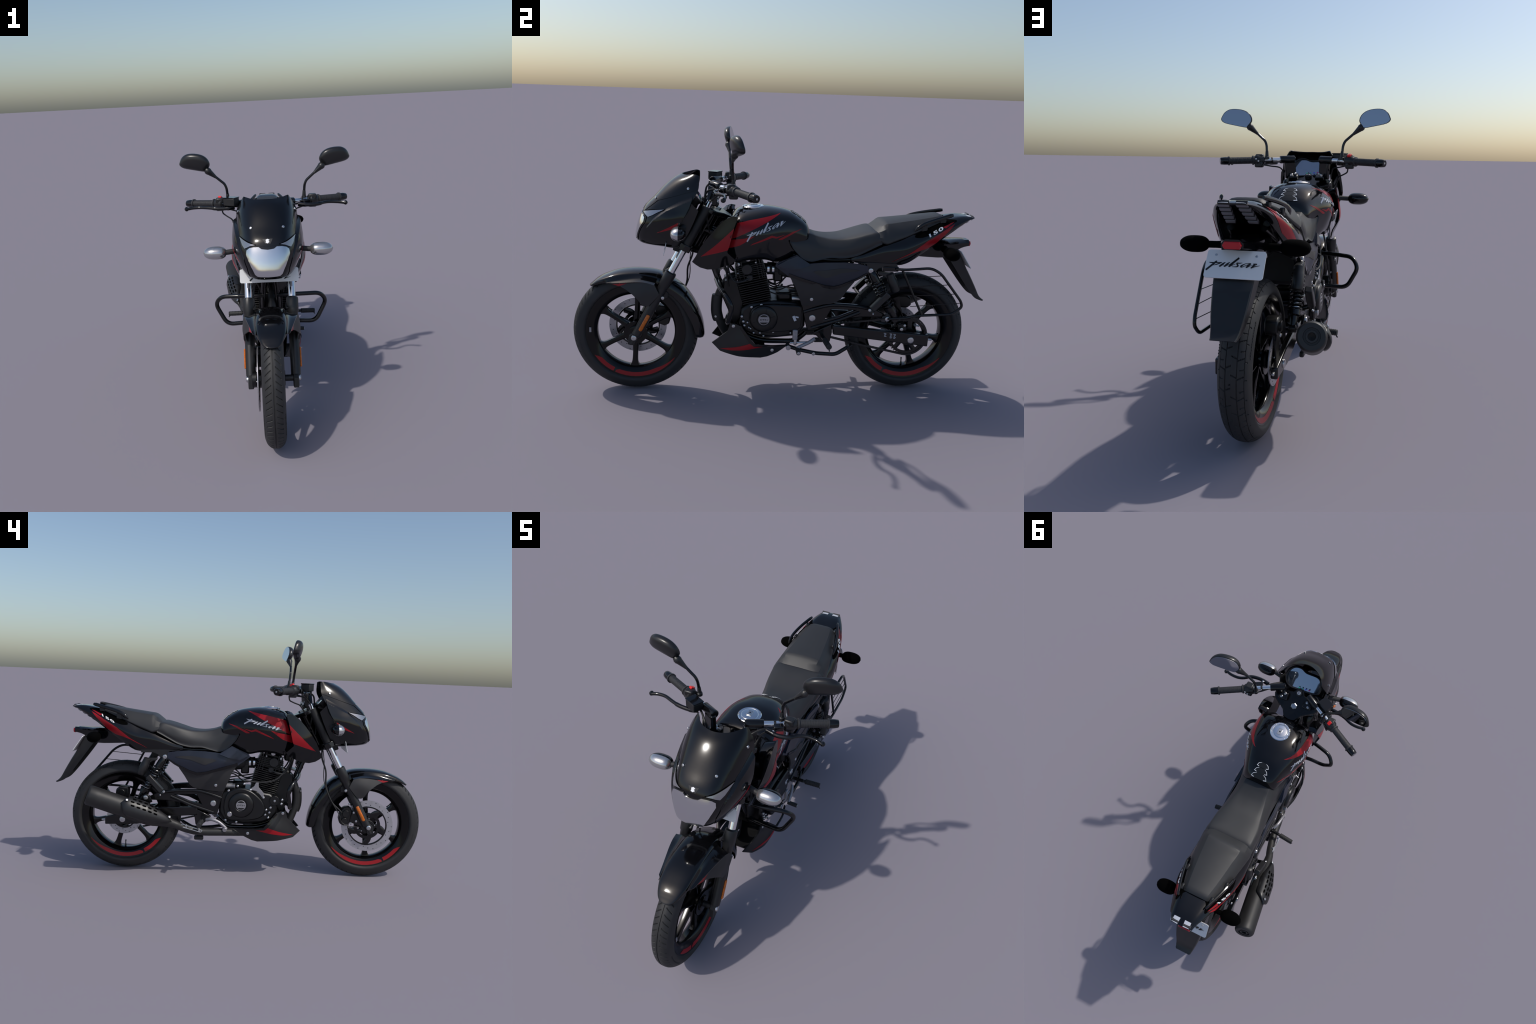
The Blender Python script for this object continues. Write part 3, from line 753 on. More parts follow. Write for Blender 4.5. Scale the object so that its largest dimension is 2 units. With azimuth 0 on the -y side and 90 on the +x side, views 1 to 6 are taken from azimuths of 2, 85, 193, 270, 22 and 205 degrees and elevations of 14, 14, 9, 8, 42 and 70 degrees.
# ------------------------------------------------------------------ fork, clamps, handlebar
RK = .532                                        # rake: dy per dz
def fk(z, x=.0, back=0.): return Vector((x, -.715 + (z - .27) * RK + back, z))
for s in (1, -1):
    x = s * .099
    a, b = fk(.262, x), fk(.615, x); d = (b - a).normalized(); Ln = (b - a).length
    leg = mesh('fork_leg', *lathe_vf(a, b, [(0, .011), (.0, .013), (.045, .014), (.052, .0215), (.10, .0225), (.20, .0225), (.30, .0225), (Ln - .075, .023), (Ln - .07, .0265), (Ln - .012, .0275), (Ln - .004, .026), (Ln, .020)], 28), SATIN)
    # flat caliper-side web and axle boss
    plate('axle_lug', [tuple(fk(z)[1:]) for z in (.258,)] + [(-.736, .263), (-.728, .305), (-.70, .325), (-.685, .318), (-.695, .285), (-.703, .258)], x - s * .0115, x + s * .0115, SATIN, leg, bevel=.003)
    cyl('stanchion', fk(.60, x), fk(.945, x), .0165, CHROME, leg)
    cyl('upper_tube_shroud', fk(.735, x), fk(.92, x), .0225, MATTE, leg)
    bolt((s * .111, -.706, .297), (s, 0, 0), .0135, .014, leg)
    r0, r1 = fk(.335, s * .1235), fk(.412, s * .1235)
    v, f = tube_vf([r0 + Vector((0, .004, 0)), r0.lerp(r1, .04) + Vector((0, .004, 0)), r0.lerp(r1, .96) + Vector((0, .004, 0)), r1 + Vector((0, .004, 0))], [.005, .0085, .0085, .005], 12, flat=1, up=(1, 0, 0))
    v = [(p[0] * 1 if abs(p[0]) < .1235 else s * (.1235 + (abs(p[0]) - .1235) * .5), p[1], p[2]) for p in v]
    mesh('side_reflector', v, f, AMBER, leg)
    bolt((s * .117, -.571, .494), (s, 0, 0), .008, .006, leg)
cyl('wheel_axle', (-.117, -.706, .297), (.117, -.706, .297), .009, STEEL)
def slab(name, outline_xy, z, th, mat, rake=True, **kw):
    """Plate lying across the fork (x, y outline), square to the rake."""
    v2, f2 = fill2d([outline_xy]); k = -RK if rake else 0
    yc = sum(p[1] for p in outline_xy) / len(outline_xy)
    v3 = [(a, b, z + (b - yc) * k) for a, b in v2]
    v, f = solid(v3, [tuple(q) for q in f2], (0, th * RK * .8 if rake else 0, th))
    o = mesh(name, v, f, mat, **kw)
    bm = bmesh.new(); bm.from_mesh(o.data); bmesh.ops.dissolve_limit(bm, angle_limit=.02, verts=bm.verts, edges=bm.edges); bm.to_mesh(o.data); bm.free()
    m = o.modifiers.new('bevel', 'BEVEL'); m.width = .004; m.segments = 2; m.limit_method = 'ANGLE'
    return o
def sym(h): return h + [(-x, y) for x, y in h[::-1] if x > 1e-6]
stem = cyl('steering_stem', fk(.70, 0, .045), fk(.905, 0, .045), .026, FRAME)
upper = slab('top_clamp', sym([(0, -.412), (.02, -.41), (.03, -.392), (.07, -.385), (.112, -.378), (.122, -.355), (.112, -.334), (.085, -.318), (.05, -.298), (.03, -.268), (0, -.262)]), .888, .020, FRAME)
lower = slab('lower_clamp', sym([(0, -.50), (.07, -.505), (.118, -.50), (.128, -.478), (.118, -.452), (.07, -.445), (.035, -.415), (0, -.405)]), .712, .03, FRAME)
for i, (r, h) in enumerate(((.0185, .009), (.0165, .006))):
    bmn = lathe_vf(fk(.893, 0, .058), fk(.96, 0, .058), [(0, .020), (.004, .020), (.004, .0165), (.014, .0165), (.016, .013), (.016, 0)], 6)
    if i == 0: mesh('stem_nut', *bmn, STEEL, upper, smooth=20)
key = cyl('ignition_lock', (0, -.392, .915), (0, -.379, .944), .017, SATIN, upper)
cyl('lock_face', (0, -.379, .944), (0, -.3785, .946), .010, STEEL, key)
box('key', (0, -.3765, .952), (.003, .004, .012), SATIN, key, bevel=.001)
for s in (1, -1):
    for p in ((.061, -.346, .950), (.074, -.327, .945)):
        bolt((s * p[0], p[1], p[2] - .006), (0, .2, 1), .0080, .016, upper)

bars = {}
for s in (1, -1):
    A, B = Vector((s * .064, -.349, 1.019)), Vector((s * .391, -.168, 1.006))
    def P(t): return A.lerp(B, t)
    L = (B - A).length; ax = (B - A).normalized()
    bar = mesh('handlebar', *cyl_vf(P(.1), P(.95), .0112, seg=24), CHROME); bars[s] = bar
    # cast riser: hollow sleeve on a broad slab that stands on the top clamp
    sl = Acc(); sl.add(lathe_vf(P(0), P(.2), [(0, .015), (.003, .0185), (L * .2 - .002, .0185), (L * .2, .017)], 24))
    sl.make('bar_sleeve', FRAME, bar)
    rr = [(s * .060, -.366, .925), (s * .108, -.338, .925), (s * .112, -.330, 1.012), (s * .064, -.358, 1.018)]
    n = Vector((-s * .5, .87, 0)) * .012
    v = [Vector(p) + n for p in rr] + [Vector(p) - n for p in rr]
    mesh('bar_riser', v, [(0, 1, 2, 3), (7, 6, 5, 4), (0, 4, 5, 1), (1, 5, 6, 2), (2, 6, 7, 3), (3, 7, 4, 0)], FRAME, bar, bevel=.006)
    box('riser_foot', (s * .066, -.338, .934), (.045, .04, .022), FRAME, bar, rx(-28), .005)
    bolt(P(.31) + Vector((0, .011, 0)), (0, 1, .2), .005, .006, bar)
    cyl('wire_clip', P(.305), P(.33), .0125, MATTE, bar, ch=.001)
    # grip with flange and weighted end
    g = [(0, .0165), (.004, .0225), (.009, .0225), (.012, .0168)]
    n = 16
    for k in range(n):
        t0 = .014 + k * .0066
        g += [(t0, .0168), (t0 + .0040, .0168), (t0 + .0044, .0160), (t0 + .0062, .0160)]
    gl = .014 + n * .0066
    g += [(gl, .0168), (gl + .003, .0168), (gl + .004, .0215), (gl + .010, .0215), (gl + .012, .018)]
    mesh('grip', *lathe_vf(P(.55), B, g, 28), GRIP, bar)
    e0 = P(.55) + ax * (gl + .012)
    mesh('bar_end', *lathe_vf(e0, B + ax * .01, [(0, .0185), (.018, .0185), (.034, .0165), (.036, .015), (.036, .004)], 28), PAINT, bar)
    bolt(e0 + ax * .034, ax, .005, .004, bar)
    # switch housing
    hs = mesh('switch_housing', *lathe_vf(P(.42), P(.56), [(0, .018), (.003, .022), (.006, .0255), (.034, .0265), (.040, .025), (.048, .0195), (.052, .018)], 20), SATIN, bar)
    c = P(.48)
    box('switch_pod', c + Vector((0, .004, -.020)), (.040, .040, .030), SATIN, hs, bevel=.007)
    box('switch_pod', c + Vector((0, -.006, .016)), (.038, .036, .026), SATIN, hs, bevel=.006)
    if s < 0:
        box('kill_switch', c + Vector((.002, .010, .028)), (.016, .020, .010), REDBTN, hs, Matrix.Rotation(math.radians(-28), 3, 'Z') @ rx(-25), .002)
    else:
        for k in range(3): box('switch_button', c + Vector((.010 - .012 * k, .028, .006 - .010 * (k == 1))), (.007, .006, .006), WHITE if k < 2 else GREY, hs, bevel=.001)
    box('switch_button', c + Vector((-.008 * s, .026, -.014)), (.010, .008, .007), GREY, hs, bevel=.0015)
    # lever perch and lever
    pv = P(.36) + Vector((0, -.030, -.008))
    box('lever_perch', P(.37) + Vector((0, -.014, -.004)), (.042, .040, .024), PAINT, bar, Matrix.Rotation(math.radians(29 * s), 3, 'Z'), .005)
    if s > 0: lp = [(.150, -.330, 1.003), (.178, -.336, 1.001), (.204, -.339, 1.000), (.245, -.331, 1.001), (.275, -.308, 1.003), (.304, -.297, 1.003), (.344, -.298, 1.000), (.374, -.308, .997)]
    else: lp = [(-.150, -.335, 1.003), (-.175, -.341, 1.001), (-.201, -.341, 1.000), (-.237, -.337, 1.001), (-.274, -.326, 1.004), (-.312, -.311, 1.005), (-.347, -.309, 1.004), (-.377, -.316, 1.001)]
    lv = tube('lever', cat(lp, 4), [.0105] * 6 + [.0090] * 8 + [.0074] * 15, PAINT, bar)
    mesh('lever_ball', *lathe_vf(Vector(lp[-1]) - Vector((s * .008, -.002, 0)), Vector(lp[-1]) + Vector((s * .02, .006, 0)), [(0, .002), (.002, .008), (.008, .0112), (.014, .0095), (.018, .0045), (.019, .001)], 16), PAINT, lv)
    bolt(Vector((s * .178, -.330, 1.007)), (0, 0, 1), .006, .006, bar)
    # mirror
    st = [(s * .182, -.256, 1.018), (s * .183, -.258, 1.045), (s * .186, -.262, 1.085), (s * .194, -.264, 1.106), (s * .236, -.266, 1.143), (s * .262, -.268, 1.166)]
    mr = tube('mirror', rounded(st, .016), .0062, PAINT, bar, seg=14)
    mesh('stalk_boot', *lathe_vf((s * .182, -.256, 1.018), (s * .1835, -.259, 1.062), [(0, .012), (.012, .012), (.014, .009), (.036, .0075), (.042, .0062)], 16), SATIN, mr)
    mesh('mirror_neck', *lathe_vf((s * .232, -.266, 1.139), (s * .279, -.256 if s > 0 else -.272, 1.180), [(0, .0065), (.012, .0085), (.040, .0145), (.044, .0165), (.054, .0165), (.058, .014), (.064, .011)], 18), SATIN, mr)
    MO = [(.404, 1.203), (.4015, 1.218), (.389, 1.240), (.364, 1.2545), (.326, 1.2555), (.294, 1.248), (.273, 1.234), (.262, 1.217), (.2595, 1.201), (.265, 1.188), (.275, 1.176), (.284, 1.168), (.337, 1.177), (.386, 1.188)]
    MO = cat(MO, 3, True); mc = np.array([.333, 1.212])
    MS = (-.006, .22, .22) if s > 0 else (-.020, .16, .20)     # set-back, toe-in, tilt of this mirror
    def ringm(k, y, sh=0.): return [(s * (q[0]), y + MS[0] + MS[1] * (q[0] - .333) - MS[2] * (q[1] - 1.212), q[1] + sh) for q in [mc + (p - mc) * k for p in MO]]
    v, f = loft_vf([ringm(.965, -.2325), ringm(1.0, -.234), ringm(1.012, -.238), ringm(.985, -.246, .0), ringm(.90, -.2545, .0), ringm(.70, -.2625, .0), ringm(.36, -.267, .0)], 2, 1)
    mesh('mirror_housing', v, f, HOUSING, mr, smooth=50)
    v = ringm(.955, -.2315); nn = len(v)
    vv, ff = solid(v, [tuple(range(nn))], (0, -.001, 0)); mesh('mirror_glass', vv, ff, MIRROR, mr, smooth=0)
    # cables sweeping down from the bar
    tube('control_cable', cat([(s * .150, -.322, 1.006), (s * .125, -.345, 1.004), (s * .095, -.375, .985), (s * .075, -.385, .93), (s * .06, -.40, .86), (s * .05, -.40, .78)], 6), .0045, MATTE, bar, seg=8)
    tube('control_cable', cat([(s * .205, -.25, .992), (s * .17, -.285, .985), (s * .13, -.33, .975), (s * .115, -.365, .93), (s * .10, -.37, .86), (s * .07, -.36, .80)], 6), .0035, MATTE, bar, seg=8)
# brake fluid reservoir on the right
res = box('brake_reservoir', (-.163, -.335, 1.030), (.060, .048, .036), MATTE, bars[-1], Matrix.Rotation(math.radians(-28), 3, 'Z'), .004)
box('reservoir_lid', (-.163, -.335, 1.0495), (.062, .050, .005), PAINT, res, Matrix.Rotation(math.radians(-28), 3, 'Z'), .0015)
tube('throttle_cable', rounded([(-.215, -.24, .985), (-.213, -.243, .962), (-.19, -.27, .950), (-.165, -.30, .940), (-.155, -.32, .915), (-.13, -.34, .88)], .012), .0035, MATTE, bars[-1], seg=8)

# instrument cluster
def dash_pt(x, t, h=0.): return Vector((x, -.412 - .66 * t + h * .75, .945 + .75 * t + h * .66))
DO = cat([(.088, .03), (.084, .066), (.062, .090), (.03, .094), (.0, .082), (-.055, .083), (-.078, .07), (-.088, .035), (-.080, .004), (-.04, -.006), (.02, -.010), (.065, -.008)], 4, True)
def dash_ring(k, h): 
    c = np.array([0, .04]); return [dash_pt(*(c + (p - c) * k), h) for p in DO]
v, f = loft_vf([dash_ring(.8, -.05), dash_ring(1.1, -.02), dash_ring(1.14, .004), dash_ring(1.08, .008), dash_ring(1.02, .006), dash_ring(1.0, .001)], 1, 1)
dash = mesh('instrument_cluster', v, f, SATIN, smooth=40)
v = dash_ring(.985, .0015); n = len(v); vv, ff = solid(v, [tuple(range(n))], (0, -.0008, -.0007)); mesh('instrument_glass', vv, ff, GLASS, dash, smooth=0)
for i, m in enumerate(LEDS):
    q = dash_pt(.012 - .018 * i, -.001 + .002 * i, .008); cyl('telltale', q, q + Vector((0, .0015, .0013)), .0042, m, dash, ch=.0004, seg=14)
# ------------------------------------------------------------------ wheels
def wheel(yc, zc, R, hw, spoke0, groove, disc_x, disc_r, ridge):
    """Cast six-spoke wheel, local origin at the axle, axis x."""
    rim_r = R - .061
    P = [(-.036, rim_r + .003), (-.0405, rim_r - .001), (-.0395, rim_r - .006), (-.0345, rim_r - .034), (-.0285, rim_r - .040), (-.024, rim_r - .049), (-.018, rim_r - .052), (0, rim_r - .0525)]
    P = P + [(-x, r) for x, r in P[-2::-1]]
    P = P + [(.030, rim_r - .006), (.0, rim_r - .026), (-.030, rim_r - .006)]
    sx = hw / .047; P = [(x * sx, r) for x, r in P]
    S = 120; v, f = [], []
    for k in range(S):
        a = 2 * pi * k / S
        for x, r in P: v.append((x, r * math.cos(a), r * math.sin(a)))
    m = len(P)
    for k in range(S):
        for j in range(m): f.append((k * m + j, k * m + (j + 1) % m, ((k + 1) % S) * m + (j + 1) % m, ((k + 1) % S) * m + j))
    w = mesh('wheel', v, f, RIM, smooth=40); w.location = (0, yc, zc)
    # hub
    h = Acc(); h.add(lathe_vf((-.052, 0, 0), (.052, 0, 0), [(0, .030), (.002, .034), (.018, .036), (.030, .030), (.074, .030), (.086, .036), (.102, .034), (.104, .030)], 40))
    h.add(ring_vf((-.045, -.037), (0, 0), .034, .056, 48)); h.add(ring_vf((.037, .045), (0, 0), .034, .056, 48))
    h.make('hub', RIM, w)
    cyl('hub_spacer', (-.088, 0, 0), (.088, 0, 0), .014, SATIN, w)
    # spokes
    def spoke_mesh():
        secs = []
        for r, hwid, th in ((.030, .020, .020), (.06, .0165, .0175), (.10, .0135, .0145), (.145, .0135, .0135), (.168, .0165, .0135), (.180, .024, .014), (rim_r - .047, .036, .015)):
            c = .35
            secs.append([(th, hwid * c, r), (th * .75, hwid * .9, r), (0, hwid, r), (-th * .75, hwid * .9, r), (-th, hwid * c, r), (-th, -hwid * c, r), (-th * .75, -hwid * .9, r), (0, -hwid, r), (th * .75, -hwid * .9, r), (th, -hwid * c, r)])
        return loft_vf(secs, 4, 1)
    sv, sf = spoke_mesh()
    o0 = mesh('spoke', sv, sf, RIM, w, smooth=45)
    for k in range(6):
        o = o0 if k == 0 else o0.copy()
        if k: COL.objects.link(o)
        # spoke runs along +z; turn it to angle (y toward z)
        o.rotation_euler = (math.radians(spoke0 + 60 * k - 90), 0, 0)
    # tyre with cut tread
    prof = [(0, R), (.25, R - .0012), (.45, R - .005), (.62, R - .011), (.76, R - .018), (.87, R - .027), (.96, R - .039), (1.0, R - .047), (.98, R - .054), (.9, R - .059), (.82, R - .0625), (.76, R - .064)]
    half = cat([(x * hw, r) for x, r in prof], 5)
    full = [(-p[0], p[1]) for p in half[:0:-1]] + [(p[0], p[1]) for p in half]
    # finer steps across the tread, normals for groove cutting
    Q = []
    for i in range(len(full) - 1):
        a, b = np.array(full[i]), np.array(full[i + 1])
        k = 3 if max(abs(a[0]), abs(b[0])) < hw * .97 and a[1] > R - .04 else 1
        for j in range(k): Q.append(a + (b - a) * j / k)
    Q.append(np.array(full[-1]))
    S = 840; v, f = [], []
    nrm = []
    for i in range(len(Q)):
        t = Q[min(i + 1, len(Q) - 1)] - Q[max(i - 1, 0)]; t = t / np.linalg.norm(t); n = np.array([-t[1], t[0]])
        if n[1] < 0 and abs(Q[i][0]) < hw * .8: n = -n
        if n @ np.array([Q[i][0], Q[i][1] - (R - .045)]) < 0: n = -n
        nrm.append(n)
    arc = [0]
    for i in range(1, len(Q)): arc.append(arc[-1] + np.linalg.norm(Q[i] - Q[i - 1]))
    mid = arc[len(Q) // 2]; arc = [a - mid for a in arc]
    for k in range(S):
        a = 2 * pi * k / S; s = a * R; cs, sn = math.cos(a), math.sin(a)
        for q, n, u in zip(Q, nrm, arc):
            d = groove(s, u) if q[1] > R - .048 else 0
            x, r = q[0] - n[0] * d, q[1] - n[1] * d
            v.append((x, r * cs, r * sn))
    m = len(Q)
    for k in range(S):
        k2 = (k + 1) % S
        for j in range(m - 1): f.append((k * m + j, k * m + j + 1, k2 * m + j + 1, k2 * m + j))
    me = bpy.data.meshes.new('tyre'); me.from_pydata(v, [], f); me.update()
    t = bpy.data.objects.new('tyre', me); COL.objects.link(t); finish(t, RUBBER, w, smooth=35)
    # raised sidewall rib and pale sidewall writing band (tiny blocks)
    for sgn in (1, -1):
        pts = []; hh = Acc()
        for k in range(14):
            for base in (.3, 3.3):
                an = base + k * .036; rr = R - .034
                xx = sgn * (hw * .925)
                rot = Matrix.Rotation(an, 3, 'X')
                hh.add(box_vf(rot @ Vector((xx, rr, 0)), (.0016, .009 if k % 3 else .006, .005), rot))
        hh.make('sidewall_writing', RUBBER, t, smooth=0, stuff=True)
    # red rim arcs: two per side
    cone = lambda r: sx * (.0345 + (.0395 - .0345) * (r - (rim_r - .034)) / .028)
    for sgn in (1, -1):
        for a0, a1 in ((211, 241), (243.5, 324.5)):
            V, F = [], []; n = 40
            for i in range(n + 1):
                t0 = i / n; an = math.radians(a0 + (a1 - a0) * t0)
                wd = min(1, .12 + t0 * 9, 1) if a0 < 220 else min(1, .5 + t0 * 12)
                if a0 > 220: wd *= min(1, (1 - t0) * 2.6 + .1)
                else: wd *= min(1, .2 + t0 * 3)
                ro, ri = rim_r - .0085, rim_r - .0085 - .019 * max(wd, .08)
                for r in (ri, ro):
                    for lift in (.0010, -.0006): V.append((sgn * (cone(r) + lift), r * math.cos(an), r * math.sin(an)))
            for i in range(n):
                b = i * 4; c = b + 4
                F += [(b, b + 2, c + 2, c), (b + 1, c + 1, c + 3, b + 3), (b, c, c + 1, b + 1), (b + 2, b + 3, c + 3, c + 2)]
            F += [(0, 1, 3, 2), (n * 4, n * 4 + 2, n * 4 + 3, n * 4 + 1)]
            mesh('rim_stripe', V, F, RED, w)
    # brake disc: uncut ring with black dots for drillings, on a black spider
    dx = disc_x; r0, r1 = disc_r
    d = Acc(); d.add(ring_vf((dx - .002, dx + .002), (0, 0), r0, r1, 96)); disc = d.make('brake_disc', DISC, w, smooth=30)
    c = Acc(); c.add(ring_vf((dx - .003, dx + .003), (0, 0), r0 - .008, r0 - .001, 72)); c.add(ring_vf((dx - .003, dx + .012), (0, 0), .03, .040, 48)); c.add(ring_vf((dx - .003, dx + .003), (0, 0), r0 * .52, r0 * .67, 48))
    for k in range(5):
        an = 2 * pi * k / 5 + .5
        path = []
        for i in range(7):
            t = i / 6; r = .042 + (r0 - .006 - .042) * t; b = an + .55 * t
            path.append((dx, r * math.cos(b), r * math.sin(b)))
        c.add(tube_vf(path, [r0 * .10] * 2 + [r0 * .12, r0 * .14, r0 * .15, r0 * .14, r0 * .12], 8, flat=.02 / r0 * 1.2, up=(1, 0, 0)))
    c.make('disc_spider', FRAME, w)
    hh = Acc(); rr = (r0 + r1) / 2
    for k in range(30):
        an = 2 * pi * k / 30; r = rr + (r1 - r0) * (.28, 0, -.28)[k % 3]
        hh.add(cyl_vf((dx - .0024, r * math.cos(an), r * math.sin(an)), (dx + .0024, r * math.cos(an), r * math.sin(an)), .0024, seg=8))
    hh.make('disc_black_dot', PITCH, disc, stuff=True)  # raised black dots in place of drilled holes
    for k in range(5):
        an = 2 * pi * k / 5 + .5; bolt((dx - .006 if dx < 0 else dx + .006, .04 * math.cos(an), .04 * math.sin(an)), (-1 if dx < 0 else 1, 0, 0), .004, .004, w)
    # valve
    an = math.radians(ridge); ca, sa = math.cos(an), math.sin(an)
    mesh('valve', *lathe_vf((0, (rim_r - .052) * ca, (rim_r - .052) * sa), (0, (rim_r - .09) * ca, (rim_r - .09) * sa), [(0, .005), (.012, .0045), (.014, .003), (.03, .003), (.03, .0038), (.036, .0035)], 10), SATIN, w)
    return w

def groove_front(s, u):
    if abs(u) < .0018: return .0028
    au = abs(u)
    if .007 < au < .042:
        ph = (s / .0292 + (0 if u > 0 else .5) - (au - .007) * 24) % 1
        if ph < .14 and .009 < au < .039: return .003
    return 0
def groove_rear(s, u):
    au = abs(u); sg = 0 if u > 0 else .5
    if .0185 < au < .0205: return .0028
    if .044 < au < .0455: return .0028
    ph = (s / .062 + sg + (au - .0) * 7) % 1
    if au < .0185 and ph < .055: return .003
    ph = (s / .062 + sg + .35 - au * 6) % 1
    if .0205 < au < .044 and ph < .05: return .003
    ph = (s / .062 + sg + .8 - au * 2) % 1
    if .028 < au < .044 and ph < .05: return .0028
    ph = (s / .062 + sg + .1 + au * 4) % 1
    if .0455 < au < .056 and ph < .05: return .0025
    return 0
fw = wheel(-.705, .297, .297, .047, 27, groove_front, -.066, (.108, .140), 140)
rw = wheel(.612, .298, .298, .060, 46, groove_rear, -.075, (.064, .094), 272)
# pale balance weight on the front rim
box('balance_weight', (.040, -.705 - .2125, .297 + .012), (.003, .010, .024), ALLOY, None, bevel=.001).name = 'balance_weight'

# ------------------------------------------------------------------ front mudguard
FC = [(-.9195, .5235), (-.9165, .5265), (-.908, .5335), (-.897, .543), (-.880, .556), (-.848, .5725), (-.781, .595), (-.692, .6025), (-.60, .5925), (-.53, .558), (-.468, .509), (-.419, .436), (-.387, .356), (-.3765, .283), (-.385, .270)]
wd = [.006, .022, .034, .042, .050, .060, .066, .068, .068, .068, .068, .067, .064, .056, .045]
sk = [.002, .005, .008, .011, .016, .024, .034, .040, .044, .050, .052, .050, .046, .036, .020]
secs = []
for (y, z), w_, k in zip(FC, wd, sk):
    d = Vector((0, y + .705, z - .297)).normalized()
    def q(x, dn): return (x, y - d.y * dn, z - d.z * dn)
    h = [q(w_ * 1.06, k), q(w_ * 1.0, k * .55), q(w_ * .84, k * .22), q(w_ * .45, k * .04), q(0, 0)]
    secs.append(h + [(-x, a, b) for x, a, b in h[-2::-1]])
v, f = loft_vf(secs, 5, 4, closed=False, caps=False)
def inw(p):
    p = Vector(p); c = Vector((0, -.705, .297)); d = (c - p); d.x *= .6; return d.normalized() * .004
v, f = solid(v, f, inw); fender = mesh('mudguard', v, f, PAINT, smooth=50)
FL_X = [(-.815, .549, .076), (-.73, .562, .094), (-.66, .567, .112), (-.605, .556, .122), (-.586, .513, .128), (-.65, .458, .122), (-.70, .50, .120), (-.767, .541, .092), (-.655, .52, .127)]
FL_O = [(-.822, .5505), (-.79, .545), (-.767, .541), (-.738, .528), (-.712, .511), (-.686, .489), (-.670, .464), (-.655, .455), (-.638, .455), (-.615, .478), (-.586, .514), (-.597, .536), (-.607, .555), (-.635, .563), (-.66, .566), (-.70, .564), (-.74, .560), (-.78, .555)]
flanks = panel('mudguard_flank', FL_O, FL_X, .005, GREY, fender, bevel=.001)
for s, o in zip((1, -1), flanks):
    decal('red_stripe', [(-.818, .5505), (-.770, .5415), (-.725, .5605), (-.76, .5575)], bvh(o), 0, s, RED, fender, lift=.001)
    top = [(.078, -.822, .551), (.088, -.775, .556), (.097, -.735, .561), (.107, -.69, .566), (.115, -.65, .5655), (.122, -.61, .556)]
    crown = [(.063, -.85, .558), (.064, -.80, .574), (.065, -.75, .584), (.066, -.70, .587), (.067, -.65, .584), (.067, -.60, .572)]
    midl = [((a[0] + b[0]) / 2 - .004, (a[1] + b[1]) / 2, (a[2] + b[2]) / 2 - .003) for a, b in zip(top, crown)]
    v, f = loft_vf([[(s * x, y, z) for x, y, z in r] for r in (top, midl, crown)], 4, 3, closed=False, caps=False)
    v, f = solid(v, f, (0, 0, -.004)); mesh('mudguard_saddle', v, f, PAINT, fender)
    plate('mudguard_stay', [(-.60, .505), (-.57, .52), (-.548, .505), (-.55, .48), (-.58, .475)], s * .070, s * .076, SATIN, fender)
    box('mudguard_brace', (s * .088, -.555, .58), (.04, .04, .012), SATIN, fender, rx(28), .004)

# front caliper and hose (right side)
cal = Acc(); cal.add(plate_vf([(-.545, .335), (-.552, .375), (-.572, .400), (-.605, .402), (-.618, .375), (-.606, .31), (-.575, .297), (-.552, .308)], -.093, -.045))
caliper = cal.make('brake_caliper', CASTING, bevel=.006)
cyl('caliper_piston', (-.104, -.582, .365), (-.085, -.582, .365), .019, CASTING, caliper); cyl('caliper_piston', (-.104, -.575, .325), (-.085, -.575, .325), .017, CASTING, caliper)
cyl('axle_sensor_hub', (-.074, -.706, .297), (-.094, -.706, .297), .036, CASTING, caliper)
plate('caliper_bracket', [(-.62, .385), (-.60, .32), (-.66, .30), (-.70, .29), (-.69, .33), (-.65, .40)], -.09, -.082, CASTING, caliper)
for y, z in ((-.625, .372), (-.612, .312), (-.64, .325), (-.652, .290), (-.598, .418)): bolt((-.092, y, z), (-1, 0, 0), .0065, .006, caliper)
tube('brake_hose', cat([(-.06, -.44, .73), (-.07, -.44, .66), (-.082, -.463, .59), (-.09, -.468, .51), (-.098, -.50, .43), (-.10, -.545, .385), (-.098, -.56, .37)], 6), .0045, MATTE, caliper, seg=8)
tube('sensor_wire', cat([(-.05, -.44, .73), (-.075, -.452, .64), (-.09, -.455, .54), (-.10, -.49, .45), (-.106, -.545, .36), (-.106, -.56, .32), (-.106, -.60, .300), (-.106, -.655, .297)], 6), .0025, MATTE, caliper, seg=6)

# ------------------------------------------------------------------ frame
fr = Acc()
for s in (1, -1):
    fr.add(tube_vf(rounded([(s * .012, -.395, .72), (s * .030, -.345, .64), (s * .036, -.305, .53), (s * .042, -.235, .37), (s * .05, -.19, .29), (s * .06, -.10, .262), (s * .065, .06, .262), (s * .07, .11, .31)], .04), .0125, 12))
    fr.add(tube_vf(rounded([(s * .02, -.38, .80), (s * .05, -.25, .77), (s * .075, 0, .70), (s * .085, .2, .675), (s * .095, .5, .69), (s * .06, .72, .79)], .05), .0125, 12))
    fr.add(tube_vf(rounded([(s * .07, .05, .69), (s * .075, .07, .55), (s * .08, .12, .44)], .04), .013, 12))
    fr.add(tube_vf([(s * .08, .16, .46), (s * .09, .28, .56), (s * .1, .40, .66)], .010, 10))
fr.add(cyl_vf((-.08, .155, .41), (.08, .155, .41), .016)); fr.add(cyl_vf((-.07, .07, .262), (.07, .07, .262), .012)); fr.add(cyl_vf((-.04, -.27, .45), (.04, -.27, .45), .01))
fr.add(cyl_vf(fk(.71, 0, .05), fk(.90, 0, .05), .03))
frame = fr.make('frame', FRAME)
